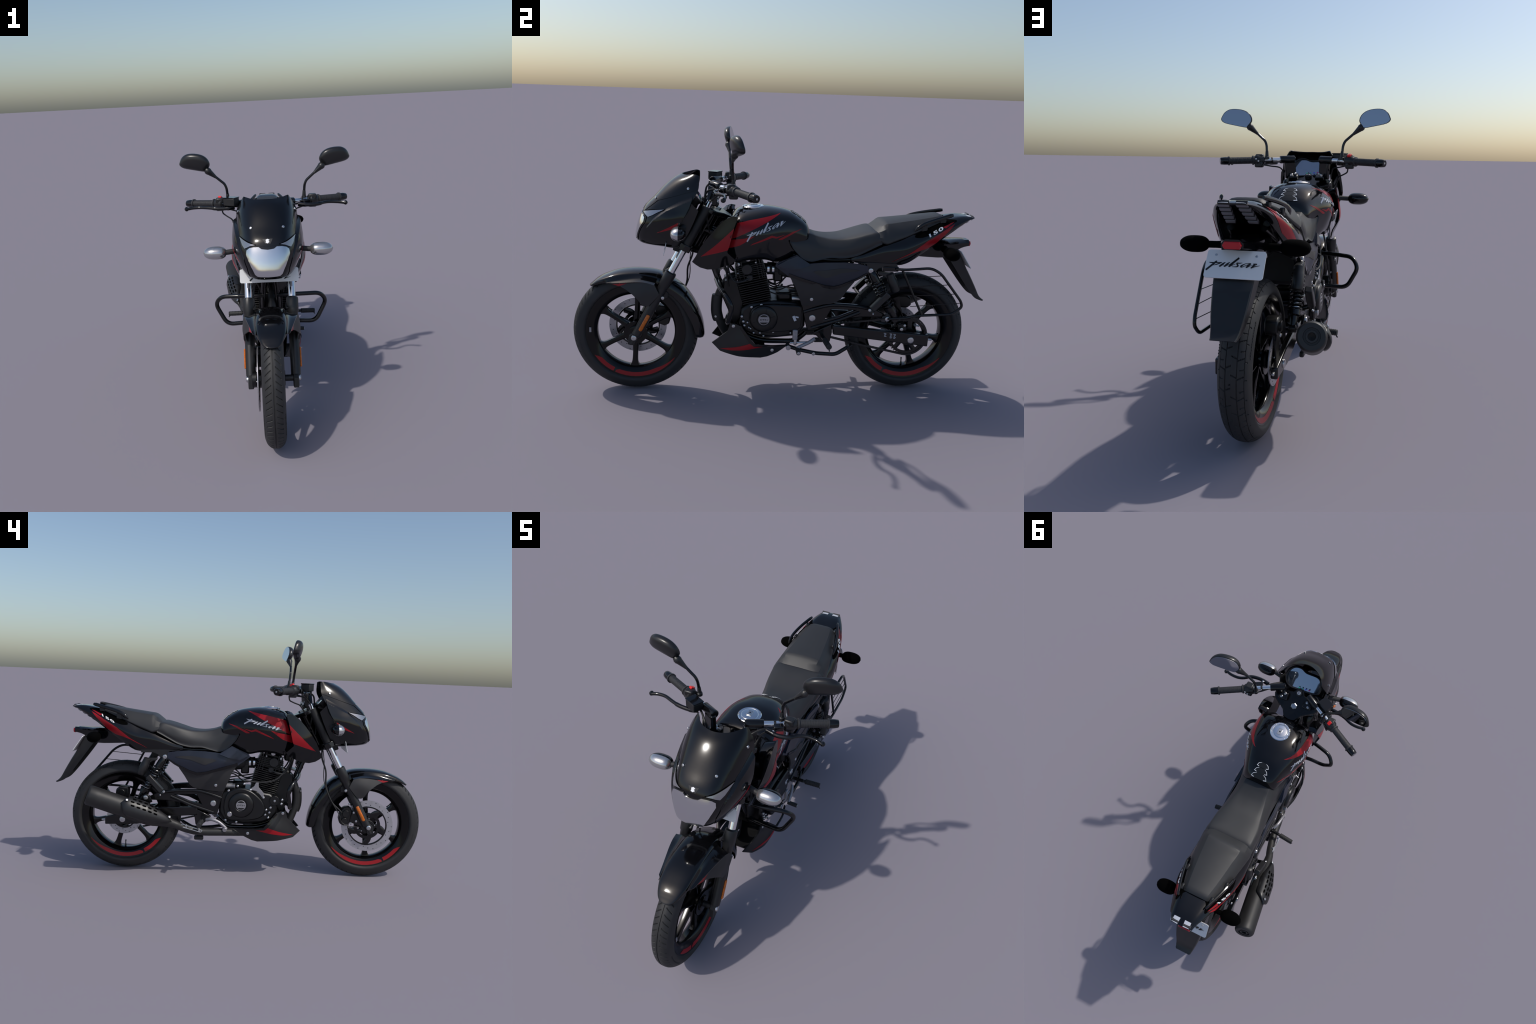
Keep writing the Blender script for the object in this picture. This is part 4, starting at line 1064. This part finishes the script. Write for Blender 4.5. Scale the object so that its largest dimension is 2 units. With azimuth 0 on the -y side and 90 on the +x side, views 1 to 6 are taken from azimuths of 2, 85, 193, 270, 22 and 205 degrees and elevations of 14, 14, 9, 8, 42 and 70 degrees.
PIV = [(.078, .460), (.15, .466), (.219, .470), (.29, .466), (.344, .462), (.414, .449), (.455, .430), (.492, .408), (.470, .400), (.376, .400), (.284, .389), (.229, .364), (.179, .350), (.135, .335), (.111, .333), (.100, .37), (.094, .398)]
for s in (1, -1):
    p = plate('pivot_plate', PIV, s * .090, s * .106, FRAME, frame, holes=[[(.222, .438), (.335, .434), (.264, .405), (.193, .386)]], bevel=.004)
    bolt((s * .106, .132, .395), (s, 0, 0), .0165, .008, p)
    tube('pivot_rail', cat([(s * .103, .09, .425), (s * .106, .15, .445), (s * .107, .224, .461), (s * .107, .33, .456), (s * .107, .40, .445)], 6), .0085, FRAME, p)
    tube('pivot_rail', [(s * .106, .13, .345), (s * .107, .26, .385), (s * .107, .36, .425)], .0085, FRAME, p)
# swing arm and chain case
SW = [(.232, .362), (.41, .345), (.706, .314), (.704, .254), (.508, .281), (.36, .30), (.235, .316)]
for s in (1, -1):
    o = plate('swing_arm', SW if s > 0 else [(.215, .373), (.40, .364), (.56, .336), (.710, .300), (.710, .258), (.54, .266), (.36, .315), (.215, .327)], s * (.095 if s > 0 else .083), s * (.122 if s > 0 else .110), FRAME, None, bevel=.005)
    bolt((s * (.122 if s > 0 else .110), .616, .289), (s, 0, 0), .0165, .009, o)
    if s > 0:
        a = Acc()     # printed caution sticker: short rows of white dashes
        for cx, rows in ((.488, 4), (.517, 5), (.535, 5)):
            for k in range(rows):
                yy = cx; zz = .3285 - (cx - .488) * .11 - k * .0052 * 1.0 - .004
                a.add(box_vf((.1223, yy + .0015 * (k % 2), zz), (.0006, .012 - .003 * (k % 3), .0022), rx(-7)))
        a.make('caution_print', SILVER, o, smooth=0, stuff=True)
    cyl('chain_adjuster', (s * .097, .70, .285), (s * .097, .73, .281), .005, STEEL, o)
cyl('swing_arm_brace', (-.09, .26, .345), (.09, .26, .345), .02, FRAME)
# chain and sprocket (left)
sp = Acc(); sp.add(ring_vf((.070, .075), (.612, .293), .078, .092, 64))
for k in range(42):
    an = 2 * pi * k / 42; rot = Matrix.Rotation(an, 3, 'X')
    sp.add(box_vf(Vector((.0725, .612, .293)) + rot @ Vector((0, .094, 0)), (.0045, .007, .005), rot))
for k in range(5):
    an = 2 * pi * k / 5; sp.add(tube_vf([(.0725, .612 + .03 * math.cos(an), .293 + .03 * math.sin(an)), (.0725, .612 + .082 * math.cos(an + .2), .293 + .082 * math.sin(an + .2))], .012, 8, flat=.25, up=(1, 0, 0)))
sp.add(ring_vf((.068, .077), (.612, .293), .02, .045, 40))
spr = sp.make('sprocket', FRAME)
path = []
for k in range(61):
    an = math.radians(100 - 200 * k / 60); path.append((.612 + .097 * math.cos(an), .293 + .097 * math.sin(an)))
path = [(.14, .345), (.35, .366)] + [(.595, .389)] + path[2:] + [(.597, .197)] + [(.40, .243), (.24, .284), (.14, .305)]
pts = [np.array(p) for p in path]; ch = Acc(); run = 0; nxt = 0; step = .0088; idx = 0
for a, b in zip(pts[:-1], pts[1:]):
    L_ = np.linalg.norm(b - a); t = (b - a) / L_
    while nxt <= run + L_:
        c = a + t * (nxt - run); rot = Matrix.Rotation(math.atan2(t[1], t[0]), 3, 'X')
        if idx % 2 == 0:
            for xo in (-.0045, .0045): ch.add(box_vf((.0725 + xo, c[0], c[1]), (.0018, .0125, .0085), rot))
        else:
            ch.add(cyl_vf((.0665, c[0], c[1]), (.0785, c[0], c[1]), .0045, seg=8))
            for xo in (-.0028, .0028): ch.add(box_vf((.0725 + xo, c[0], c[1]), (.0014, .0125, .0065), rot))
        idx += 1; nxt += step
    run += L_
ch.make('drive_chain', principled('oiled_chain_steel', (.05, .048, .05), .4, metal=.7), None, smooth=30, stuff=True)
# rear caliper and its arm (right, above the disc)
rc = Acc(); rc.add(plate_vf([(.587, .40), (.587, .462), (.635, .464), (.655, .45), (.66, .41), (.64, .395)], -.095, -.045))
rcal = rc.make('brake_caliper', CASTING, bevel=.007)
cyl('caliper_piston', (-.105, .625, .43), (-.09, .625, .43), .02, CASTING, rcal)
plate('caliper_bracket', [(.56, .41), (.63, .41), (.65, .38), (.64, .28), (.60, .28), (.59, .36)], -.088, -.080, CASTING, rcal)
bolt((-.105, .66, .405), (-1, 0, 0), .007, .008, rcal); bolt((.105, .572, .338), (1, 0, 0), .009, .006); bolt((.100, .588, .356), (1, 0, 0), .007, .006)
plate('caliper_bracket', [(.555, .36), (.59, .365), (.60, .33), (.56, .32)], .085, .10, CASTING, rcal)

# ------------------------------------------------------------------ rear suspension
for s in (1, -1):
    x = s * .122
    a, b = Vector((x, .398, .632)), Vector((x, .528, .398)); d = (b - a).normalized(); L_ = (b - a).length
    sh = mesh('shock_absorber', *lathe_vf(a, b, [(0, .013), (.004, .016), (.02, .020), (.05, .0215), (.06, .0215), (.062, .013), (L_ - .075, .013), (L_ - .073, .025), (L_ - .05, .025), (L_ - .045, .017), (L_ - .01, .015), (L_, .012)], 20), FRAME)
    cyl('shock_eye', b - Vector((.014, 0, 0)), b + Vector((.014, 0, 0)), .016, FRAME, sh)
    n = Vector((1, 0, 0)); bi = d.cross(n); P = []
    turns = 9; N = turns * 18
    for i in range(N + 1):
        t = i / N; an = 2 * pi * turns * t; p = a + d * (.052 + (L_ - .052 - .068) * t); P.append(p + (n * math.cos(an) + bi * math.sin(an)) * .0245)
    tube('coil_spring', P, .0042, FRAME, sh, seg=8)
    P = []
    for i in range(N + 1):
        t = i / N; an = 2 * pi * turns * t + 1; p = a + d * (.055 + (L_ - .06 - .068) * t); P.append(p + (n * math.cos(an) + bi * math.sin(an)) * .0165)
    tube('coil_spring', P, .0022, STEEL, sh, seg=6)
    # gas canister and its holder strap
    c0, c1 = Vector((s * .135, .482, .628)), Vector((s * .135, .520, .540))
    mesh('gas_canister', *lathe_vf(c0, c1, [(0, .014), (.003, .019), (.03, .0205), (.034, .022), (.088, .022), (.093, .020), (.096, .012)], 22), SATIN, sh)
    plate('canister_holder', [(.43, .632), (.50, .628), (.502, .615), (.474, .60), (.455, .615), (.435, .618)], s * .115, s * .14, SATIN, sh)
    pf = box('pillion_footrest', (s * .170, .437, .500), (.030, .028, .108), SATIN, None, rx(-43), .004)
    tube('footrest_arm', [(s * .10, .41, .440), (s * .165, .398, .456)], .010, FRAME, pf, seg=10)
    bolt((s * .176, .389, .460), (s, 0, 0), .0075, .009, pf); bolt((s * .172, .408, .444), (s, -.2, -.8), .005, .014, pf)
    bolt((s * .128, .490, .400), (s, 0, 0), .0125, .012, sh)

# sari guard on the left
g = tube('sari_guard', rounded([(.130, .515, .647), (.160, .55, .652), (.162, .672, .662), (.158, .722, .635), (.148, .835, .497), (.146, .845, .468), (.146, .80, .430), (.148, .652, .425), (.146, .61, .420), (.138, .585, .408), (.135, .49, .402)], .030, 6), .0065, FRAME)
tube('guard_strut', [(.150, .537, .650), (.148, .650, .428)], .006, FRAME, g, seg=10)
for y0, z0, y1, z1 in ((.556, .610, .738, .622), (.577, .566, .772, .578), (.598, .524, .809, .533), (.59, .470, .843, .488)):
    tube('guard_wire', [(.150, y0, z0), (.148, y1, z1)], .0018, FRAME, g, seg=6)
box('guard_mount', (.118, .49, .645), (.02, .075, .024), FRAME, g, bevel=.004)

# ------------------------------------------------------------------ rear mudguard, plate, reflector
v, f = loft_vf([[(w * .5 * q, y0 - dz * 0, z) for q, z in ((-1, zl), (-1, zh), (-.6, zh + .012), (.6, zh + .012), (1, zh), (1, zl))] for y0, zl, zh, w, dz in
   ((.56, .70, .735, .10, 0), (.65, .695, .752, .14, 0), (.76, .692, .757, .145, 0), (.80, .712, .755, .13, 0), (.85, .735, .757, .10, 0), (.893, .743, .757, .075, 0))], 3, 1)
under = mesh('rear_mudguard', v, f, PAINT, smooth=35)
cyl('reflector', (0, .889, .7505), (0, .901, .7505), .0, REDLENS) if False else None
rf = [(-.033, .7505), (-.026, .763), (.026, .763), (.033, .7505), (.026, .738), (-.026, .738)]
mesh('reflector', [(x, .890, z) for x, z in rf] + [(x * .95, .9015, .7505 + (z - .7505) * .9) for x, z in rf], [tuple(range(6))[::-1], tuple(range(6, 12))] + [(i, (i + 1) % 6, 6 + (i + 1) % 6, 6 + i) for i in range(6)], REDLENS, under, bevel=.001)
secs = []
for y, z, w, k in ((.832, .722, .072, .052), (.866, .660, .072, .044), (.904, .598, .067, .038), (.938, .540, .060, .030), (.962, .498, .052, .020), (.980, .479, .047, .010), (.995, .469, .042, .003)):
    t = Vector((0, .42, -.9))
    secs.append([(-w, y - k * 1.0, z - k * .35), (-w * .97, y - .004, z - .001), (-w * .9, y, z), (w * .9, y, z), (w * .97, y - .004, z - .001), (w, y - k * 1.0, z - k * .35)])
v, f = loft_vf(secs, 4, 1, closed=False, caps=False)
v, f = solid(v, f, (0, -.004, -.003)); flap = mesh('mud_flap', v, f, SATIN, under, smooth=40)
# inner rear hugger
secs = []
for k in range(9):
    an = math.radians(160 - 13 * k); R_ = .318
    c = (.612 + R_ * math.cos(an), .298 + R_ * math.sin(an)); i_ = (.612 + (R_ - .03) * math.cos(an), .298 + (R_ - .03) * math.sin(an))
    secs.append([(-.072, *i_), (-.066, *c), (0, c[0], c[1] + .003), (.066, *c), (.072, *i_)])
v, f = loft_vf(secs, 2, 2, closed=False, caps=False); v, f = solid(v, f, (0, .003, .004))
rplate = tilt_plate('number_plate', .861, .6835, .0985, .050, -34, .010, .003, PLATE)
T = bvh(rplate)
script_word('plate_lettering', lambda x, y: (.0945 - (x - 280) * .0000995, .6765 - (y - 655 - .05 * (x - 740)) * .000098), T, 1, 1, INK, rplate, lift=.0006)
for s in (1, -1): bolt((s * .068, .8455, .711), (0, .83, .56), .0045, .003, rplate)
box('plate_backing', (0, .842, .680), (.12, .010, .07), SATIN, rplate, rx(34), .003)

# ------------------------------------------------------------------ engine
AX = Vector((0, -.235, 1)).normalized()              # cylinder leans forward
def cy(t, x=0., y=0.):                                # point on the cylinder: t up the bore, y fore-aft
    o = Vector((0, -.128, .455)); side = Vector((0, AX.z, -AX.y)); return o + AX * t + side * y + Vector((x, 0, 0))
ROTC = Matrix.Rotation(math.asin(.235 / math.sqrt(1 + .235 ** 2)), 3, 'X')
eng = plate('engine', [(-.215, .36), (-.205, .43), (-.17, .458), (-.05, .475), (.05, .468), (.098, .455), (.102, .35), (.075, .305), (-.03, .288), (-.13, .295), (-.19, .32)], -.102, .093, CASTING, None, bevel=.012)
c = Acc(); c.add(lathe_vf(cy(-.01), cy(.15), [(0, .052), (.16, .052)], 32)); c.make('cylinder_barrel', CASTING, eng)
fn = Acc()
for k in range(12):
    t = .014 + k * .0108; sc = 1 - .02 * abs(k - 6) / 6
    fn.add(box_vf(cy(t), (.168 * sc, .142 * sc, .0038), ROTC))
fn.make('cooling_fins', CASTING, eng, bevel=.0008, stuff=True)
hd = Acc(); hd.add(box_vf(cy(.168), (.130, .128, .070), ROTC)); hd.make('cylinder_head', CASTING, eng, bevel=.01)
hf = Acc()
for k in range(6): hf.add(box_vf(cy(.146 + k * .0095), (.165, .150 - .004 * k, .0036), ROTC))
hf.make('cooling_fins', CASTING, eng, bevel=.0008, stuff=True)
box('rocker_cover', cy(.208, 0, 0), (.105, .10, .028), CASTING, eng, ROTC, .01)
for s in (1, -1):
    # vertical ribs and plug wells
    rb = Acc()
    for y in (-.055, -.035, .035, .05, .06): rb.add(box_vf(cy(.17, s * .072, y), (.010, .006, .10), ROTC))
    rb.make('head_rib', CASTING, eng, bevel=.001, stuff=True)
    w_ = Acc(); w_.add(cyl_vf(cy(.178, s * .05, -.015), cy(.178, s * .086, -.015), .026, ch=.003)); w_.make('plug_cover', SATIN, eng)
    w_ = Acc(); w_.add(cyl_vf(cy(.135, s * .05, -.01), cy(.135, s * .088, -.01), .0155, ch=.003)); w_.make('plug_cap', SATIN, eng)
    tube('plug_lead', cat([cy(.135, s * .086, -.012), cy(.13, s * .098, -.05), cy(.14, s * .09, -.085), cy(.19, s * .06, -.10), cy(.235, s * .04, -.09)], 6), .0042, RUBBER, eng, seg=8)
    bolt(cy(.205, s * .066, -.05), (s, 0, 0), .010, .008, eng); bolt(cy(.222, s * .066, .0), (s, 0, 0), .0125, .008, eng)
    for t, y in ((.20, .032), (.165, -.06), (.215, .05)): bolt(cy(t, s * .075, y), (s, 0, 0), .0045, .005, eng)
# covers: left (starter/magneto side), right (clutch side)
lc = plate('magneto_cover', [tuple(p) for p in cat([(-.165, .40), (-.155, .44), (-.12, .458), (-.06, .462), (.0, .460), (.05, .458), (.076, .45), (.08, .40), (.078, .345), (.03, .330), (-.04, .325), (-.11, .322), (-.15, .35)], 3, True)], .088, .113, CASTING, eng, bevel=.006)
def badge(c, s, x, r, parent):
    b = cyl('engine_badge', (s * x, *c), (s * (x + .0025), *c), r, ALLOY, parent, ch=.0006, seg=40)
    for dz in (.42, -.42):
        v2 = []
        for k in range(9):
            a = math.radians((35 if dz > 0 else 215) + 110 * k / 8); v2.append((c[0] + math.cos(a) * r * .88, c[1] + math.sin(a) * r * .88))
        plate('badge_field', v2, s * (x + .002), s * (x + .0029), INK, b, bevel=0)
    T = bvh(b)
    if s > 0: word('badge_letters', 'DTS-i', (c[0] - .019, c[1] - .004), (.038, 0), (.002, .008), T, 0, s, INK, b, bold=.02, lift=.0004)
    else: word('badge_letters', 'DTS-i', (c[0] + .019, c[1] - .004), (-.038, 0), (-.002, .008), T, 0, s, INK, b, bold=.02, lift=.0004)
m = mesh('cover_dome', *lathe_vf((.101, -.1, .392), (.141, -.1, .392), [(0, .066), (.014, .066), (.020, .062), (.024, .054), (.024, .034), (.021, .031), (.021, 0)], 48), CASTING, lc)
badge((-.1, .392), 1, .1225, .0265, lc)
for k in range(6):
    a = k * pi / 3 + .3; v = Vector((.1245, -.1 + .046 * math.cos(a), .392 + .046 * math.sin(a))); box('dome_rib', v, (.003, .020, .0035), CASTING, lc, Matrix.Rotation(a, 3, 'X'), .001)
for y, z in ((-.158, .447), (-.112, .458), (-.022, .455), (.006, .452), (-.203, .40), (-.195, .375), (-.19, .355), (-.168, .345), (-.16, .34), (-.115, .318), (-.052, .322), (-.098, .303), (.032, .318), (-.175, .37), (-.145, .318)):
    bolt((.098, y, z), (1, 0, 0), .0068 if z > .44 or y < -.18 else .0055, .012, eng)
rc_ = plate('clutch_cover', [tuple(p) for p in cat([(.075, .40), (.06, .45), (.03, .475), (-.02, .485), (-.07, .47), (-.11, .44), (-.135, .41), (-.145, .37), (-.13, .335), (-.08, .315), (0, .31), (.05, .315), (.072, .35)], 3, True)], -.098, -.124, CASTING, eng, bevel=.006)
mesh('cover_dome', *lathe_vf((-.112, -.017, .396), (-.152, -.017, .396), [(0, .068), (.018, .068), (.024, .064), (.028, .055), (.028, .034), (.025, .031), (.025, 0)], 48), CASTING, rc_)
badge((-.017, .396), -1, .1375, .0265, rc_)
cyl('oil_filler', (-.122, .042, .345), (-.137, .042, .345), .0135, STEEL, rc_)
cyl('oil_filter_cover', (-.088, -.195, .424), (-.122, -.195, .424), .026, CASTING, eng); bolt((-.122, -.195, .424), (-1, 0, 0), .0065, .006, eng)
for y, z in ((.052, .468), (.048, .432), (.066, .375), (.064, .308), (.005, .300), (-.152, .372), (-.17, .358), (-.148, .345), (-.175, .385), (-.235, .43), (-.232, .408), (-.03, .508), (.005, .494), (-.135, .438), (-.064, .476), (-.165, .33)):
    bolt((-.110, y, z), (-1, 0, 0), .0068, .012, eng)
plate('cable_bracket', [(-.092, .518), (-.106, .518), (-.107, .494), (-.121, .478), (-.134, .464), (-.137, .45), (-.130, .436), (-.121, .447), (-.108, .462), (-.094, .473), (-.063, .477), (-.064, .484), (-.083, .498)], -.112, -.115, ALLOY, eng, bevel=.001)
tube('clutch_cable', cat([(-.105, -.03, .525), (-.105, -.09, .519), (-.105, -.16, .523), (-.10, -.21, .545), (-.085, -.255, .60), (-.06, -.29, .66)], 6), .0045, RUBBER, eng, seg=8)
# gearbox top, starter and wires behind the barrel
box('starter_motor', (.02, .0, .487), (.09, .07, .04), CASTING, eng, bevel=.012)
cyl('starter_can', (.055, .035, .478), (.055, .085, .478), .018, STEEL, eng)
cyl('starter_can', (-.06, .02, .485), (-.06, .075, .485), .014, ALLOY, eng)
# carburettor and intake
itk = mesh('intake', *lathe_vf((0, -.105, .612), (0, .05, .605), [(0, .024), (.03, .024), (.03, .030), (.075, .030), (.08, .036), (.15, .042)], 24), RUBBER, eng)
for y in (-.078, -.055): mesh('hose_clamp', *lathe_vf((0, y - .005, .611), (0, y + .005, .611), [(0, .0305), (.0, .0318), (.010, .0318), (.010, .0305)], 28), CHROME, itk)
box('carburettor', (0, -.03, .585), (.055, .045, .07), CASTING, itk, bevel=.008); cyl('float_bowl', (0, -.03, .55), (0, -.03, .57), .021, ALLOY, itk)
box('airbox', (0, .16, .585), (.19, .22, .16), MATTE, itk, bevel=.02)
for i, (x0, z0, x1, z1, yy) in enumerate(((.04, .53, .06, .54, .08), (-.05, .52, -.07, .55, .09), (.02, .545, .03, .52, .09), (-.03, .54, -.02, .57, .08), (.065, .515, .06, .50, .1))):
    tube('wire', cat([(x0, -.08, z0), (x0 + .015, -.03, z0 - .012), (x1, .03, z1 + .004), (x1, yy, z1 - .01)], 6), .0035, MATTE, eng, seg=6)
box('coil_box', (.045, .065, .56), (.03, .05, .06), SATIN, eng, rx(15), .005)
# wiring in front of the head
for i in range(6):
    x = -.06 + .024 * i; tube('wire', cat([(x, -.30 - .004 * i, .70), (x * 1.1, -.285, .63), (x * .9 + .01, -.27, .56), (x * .6, -.255, .48), (x * .6 + .01, -.225, .40)], 5), .004, MATTE, frame, seg=6)
box('horn_bracket', (0, -.265, .655), (.07, .05, .05), MATTE, frame, bevel=.01)
mesh('horn', *lathe_vf((.045, -.315, .62), (.06, -.345, .615), [(0, .012), (.008, .03), (.018, .032), (.02, .027), (.022, .01)], 24), SATIN, frame)
tube('spark_hook', rounded([(-.03, -.30, .62), (-.035, -.345, .605), (-.035, -.335, .585), (-.03, -.30, .60)], .01), .003, FRAME, frame, seg=6)

# ------------------------------------------------------------------ exhaust
ex = mesh('exhaust', *tube_vf(cat([(0, -.215, .575), (.004, -.258, .560), (.006, -.292, .520), (.006, -.313, .465), (.004, -.316, .40), (0, -.300, .335), (-.01, -.268, .275), (-.03, -.21, .245), (-.06, -.13, .238), (-.09, -.04, .240), (-.115, .08, .242), (-.130, .20, .243), (-.148, .275, .262), (-.166, .325, .285)], 6), .0205, 18), EXHAUST)
mesh('heat_shield', *tube_vf(cat([(.008, -.318, .478), (.008, -.322, .43), (.007, -.321, .39), (.006, -.312, .352)], 5), [.025, .0265] + [.027] * 12 + [.0265, .025], 18, flat=.85), EXHAUST, ex)
bolt((.032, -.325, .375), (1, -.3, 0), .006, .004, ex); bolt((-.014, -.338, .465), (-.6, -.8, 0), .006, .005, ex)
m0, m1 = Vector((-.164, .318, .282)), Vector((-.2385, .772, .441)); Lm = (m1 - m0).length; dm = (m1 - m0).normalized()
muf = mesh('muffler', *lathe_vf(m0, m1, [(0, .0205), (.03, .023), (.07, .032), (.12, .046), (.16, .0515), (.20, .053), (Lm - .05, .053), (Lm - .012, .053), (Lm - .004, .050), (Lm, .046), (Lm, .030), (Lm - .006, .029), (Lm - .006, .022), (Lm - .001, .021), (Lm - .001, .014), (Lm - .01, .013), (Lm - .02, 0)], 48), EXHAUST)
# unpierced guard: a bulged saddle on the outer upper flank
un = Vector((-1, 0, .62)); un = (un - dm * un.dot(dm)).normalized(); vn = dm.cross(un)
if vn.z < 0: vn = -vn
def gpt(s, th, r): return m0 + dm * s + (un * math.cos(th) + vn * math.sin(th)) * r
def grad(s):
    t = (s - .03) / .285; return .036 + .037 * min(1, max(0, t * 1.9)) ** .8
V, F = [], []; NS, NT = 40, 22
for i in range(NS + 1):
    t = i / NS; s_ = .03 + .285 * t
    w_ = min(1, (t * 2.6 + .02) ** .6) * min(1, ((1 - t) * 7 + .02) ** .5)
    for j in range(NT + 1):
        q = -1 + 2 * j / NT
        V.append(gpt(s_ - (.012 if t > .5 else -.01) * abs(q) ** 2, q * w_ * (1.15 if q > 0 else 1.15), grad(s_) - .015 * max(abs(q), abs(2 * t - 1) ** 2) ** 4))
for i in range(NS):
    for j in range(NT): a = i * (NT + 1) + j; F.append((a, a + 1, a + NT + 2, a + NT + 1))
V, F = solid(V, F, lambda p: (Vector(m0) + dm * (Vector(p) - m0).dot(dm) - Vector(p)).normalized() * .004)
guard = mesh('muffler_guard', V, F, SATIN, muf, smooth=50)
sl = Acc(); sl2 = Acc()
for row in range(3):
    th = -.02 + .27 * row
    for k in range(5):
        s_ = .120 + k * .031 + (.006 if row == 1 else 0)
        a, b = gpt(s_, th, grad(s_) + .0002), gpt(s_ + .020, th, grad(s_ + .020) + .0002)
        sl.add(tube_vf([a, a.lerp(b, .15), a.lerp(b, .85), b], [.0025, .0046, .0046, .0025], 10, flat=.35, up=tuple((a - (m0 + dm * s_)).normalized())))
sl.make('guard_black_stud', PITCH, guard, stuff=True)  # black capsules added on the surface as slots; nothing is pierced
for s_, th in ((.055, .35), (.292, .25)):
    p = gpt(s_, th, grad(s_) + .001); bolt(p, p - (m0 + dm * s_), .0075, .006, guard)
plate('muffler_hanger', [(.45, .40), (.462, .432), (.485, .443), (.505, .430), (.53, .395), (.50, .375)], -.150, -.162, FRAME, muf); bolt((-.162, .485, .422), (-1, 0, 0), .0135, .010, muf)
# ------------------------------------------------------------------ crash guard, pegs, pedals, stands
cg = Acc()
for s in (1, -1):
    cg.add(tube_vf(rounded([(s * .03, -.325, .563), (s * .149, -.312, .560), (s * .244, -.288, .554), (s * .276, -.255, .506), (s * .221, -.272, .404), (s * .13, -.272, .409), (s * .04, -.255, .40)], .034, 6), .0105, 14))
crash = cg.make('crash_guard', FRAME)
for s in (1, -1):
    hng = plate('peg_hanger', [(.142, .322), (.228, .366), (.232, .322), (.224, .276), (.205, .262), (.162, .300)], s * .085, s * .108, FRAME, None, bevel=.004)
    pr = [(0, .008)] 
    pr += [(.012, .008), (.014, .013)]
    for k in range(8): pr += [(.016 + k * .0088, .0135), (.0215 + k * .0088, .0135), (.022 + k * .0088, .0118), (.0244 + k * .0088, .0118)]
    pr += [(.088, .0135), (.091, .012)]
    mesh('foot_peg', *lathe_vf((s * .155, .187, .306), (s * .25, .196, .302), pr, 14), RUBBER, hng)
    cyl('peg_bracket', (s * .10, .185, .308), (s * .158, .187, .306), .009, FRAME, hng)
    tube('peg_feeler', [(s * .24, .196, .292), (s * .247, .197, .282)], .003, FRAME, hng, seg=6)
# gear lever, left
gl = tube('gear_lever', cat([(.112, .148, .292), (.122, .12, .277), (.128, .08, .260), (.130, .062, .252)], 5), [.009, .0075], ALLOY)
cyl('shift_peg', (.125, .064, .248), (.176, .065, .243), .0105, RUBBER, gl); bolt((.176, .065, .243), (1, 0, 0), .0075, .003, gl)
box('shift_link', (.118, .052, .315), (.014, .024, .05), ALLOY, gl, bevel=.004); box('shift_link', (.118, .054, .28), (.012, .014, .035), STEEL, gl, bevel=.003)
tube('link_rod', [(.112, .03, .272), (.112, .14, .276)], .0045, STEEL, gl, seg=8)
box('gear_mark', (.1138, .046, .395), (.001, .012, .026), SILVER, eng, rx(25), 0); box('gear_mark', (.1138, .058, .402), (.001, .016, .007), SILVER, eng, rx(-15), 0)
# brake pedal, right
bp = tube('brake_pedal', cat([(-.115, .165, .305), (-.128, .138, .312), (-.132, .10, .300), (-.133, .07, .278), (-.133, .056, .264)], 5), [.010, .0075], ALLOY)
cyl('pedal_tip', (-.118, .064, .262), (-.142, .066, .259), .0115, ALLOY, bp)
# side stand and centre stand
ss = tube('side_stand', rounded([(.085, .02, .245), (.098, .08, .230), (.105, .16, .215), (.105, .255, .209), (.098, .318, .246)], .02), .0095, FRAME)
box('stand_foot', (.10, .32, .248), (.03, .035, .008), FRAME, ss, rx(35), .002); cyl('stand_pivot', (.07, .024, .243), (.108, .024, .243), .012, STEEL, ss)
bolt((.115, .146, .216), (1, 0, 0), .0085, .005, ss)
plate('engine_mount', [(-.285, .56), (-.235, .575), (-.20, .46), (-.195, .40), (-.235, .345), (-.262, .40), (-.29, .50)], -.058, .058, CASTING, eng)
box('stand_foot', (-.10, .205, .203), (.02, .05, .024), SATIN, ss, bevel=.006)
v = rounded([(-.168, .297, .285), (-.170, .29, .274), (-.166, .19, .248), (-.165, .182, .258), (-.167, .29, .289), (-.168, .297, .285)], .01, 4)
tube('exhaust_clip', v, .0025, STEEL, ex, seg=8)
for y, z in ((.268, .275), (.20, .259)): box('exhaust_clip', (-.160, y, z), (.012, .010, .022), STEEL, ex, rx(-14), .002)
bpy.context.view_layer.update()
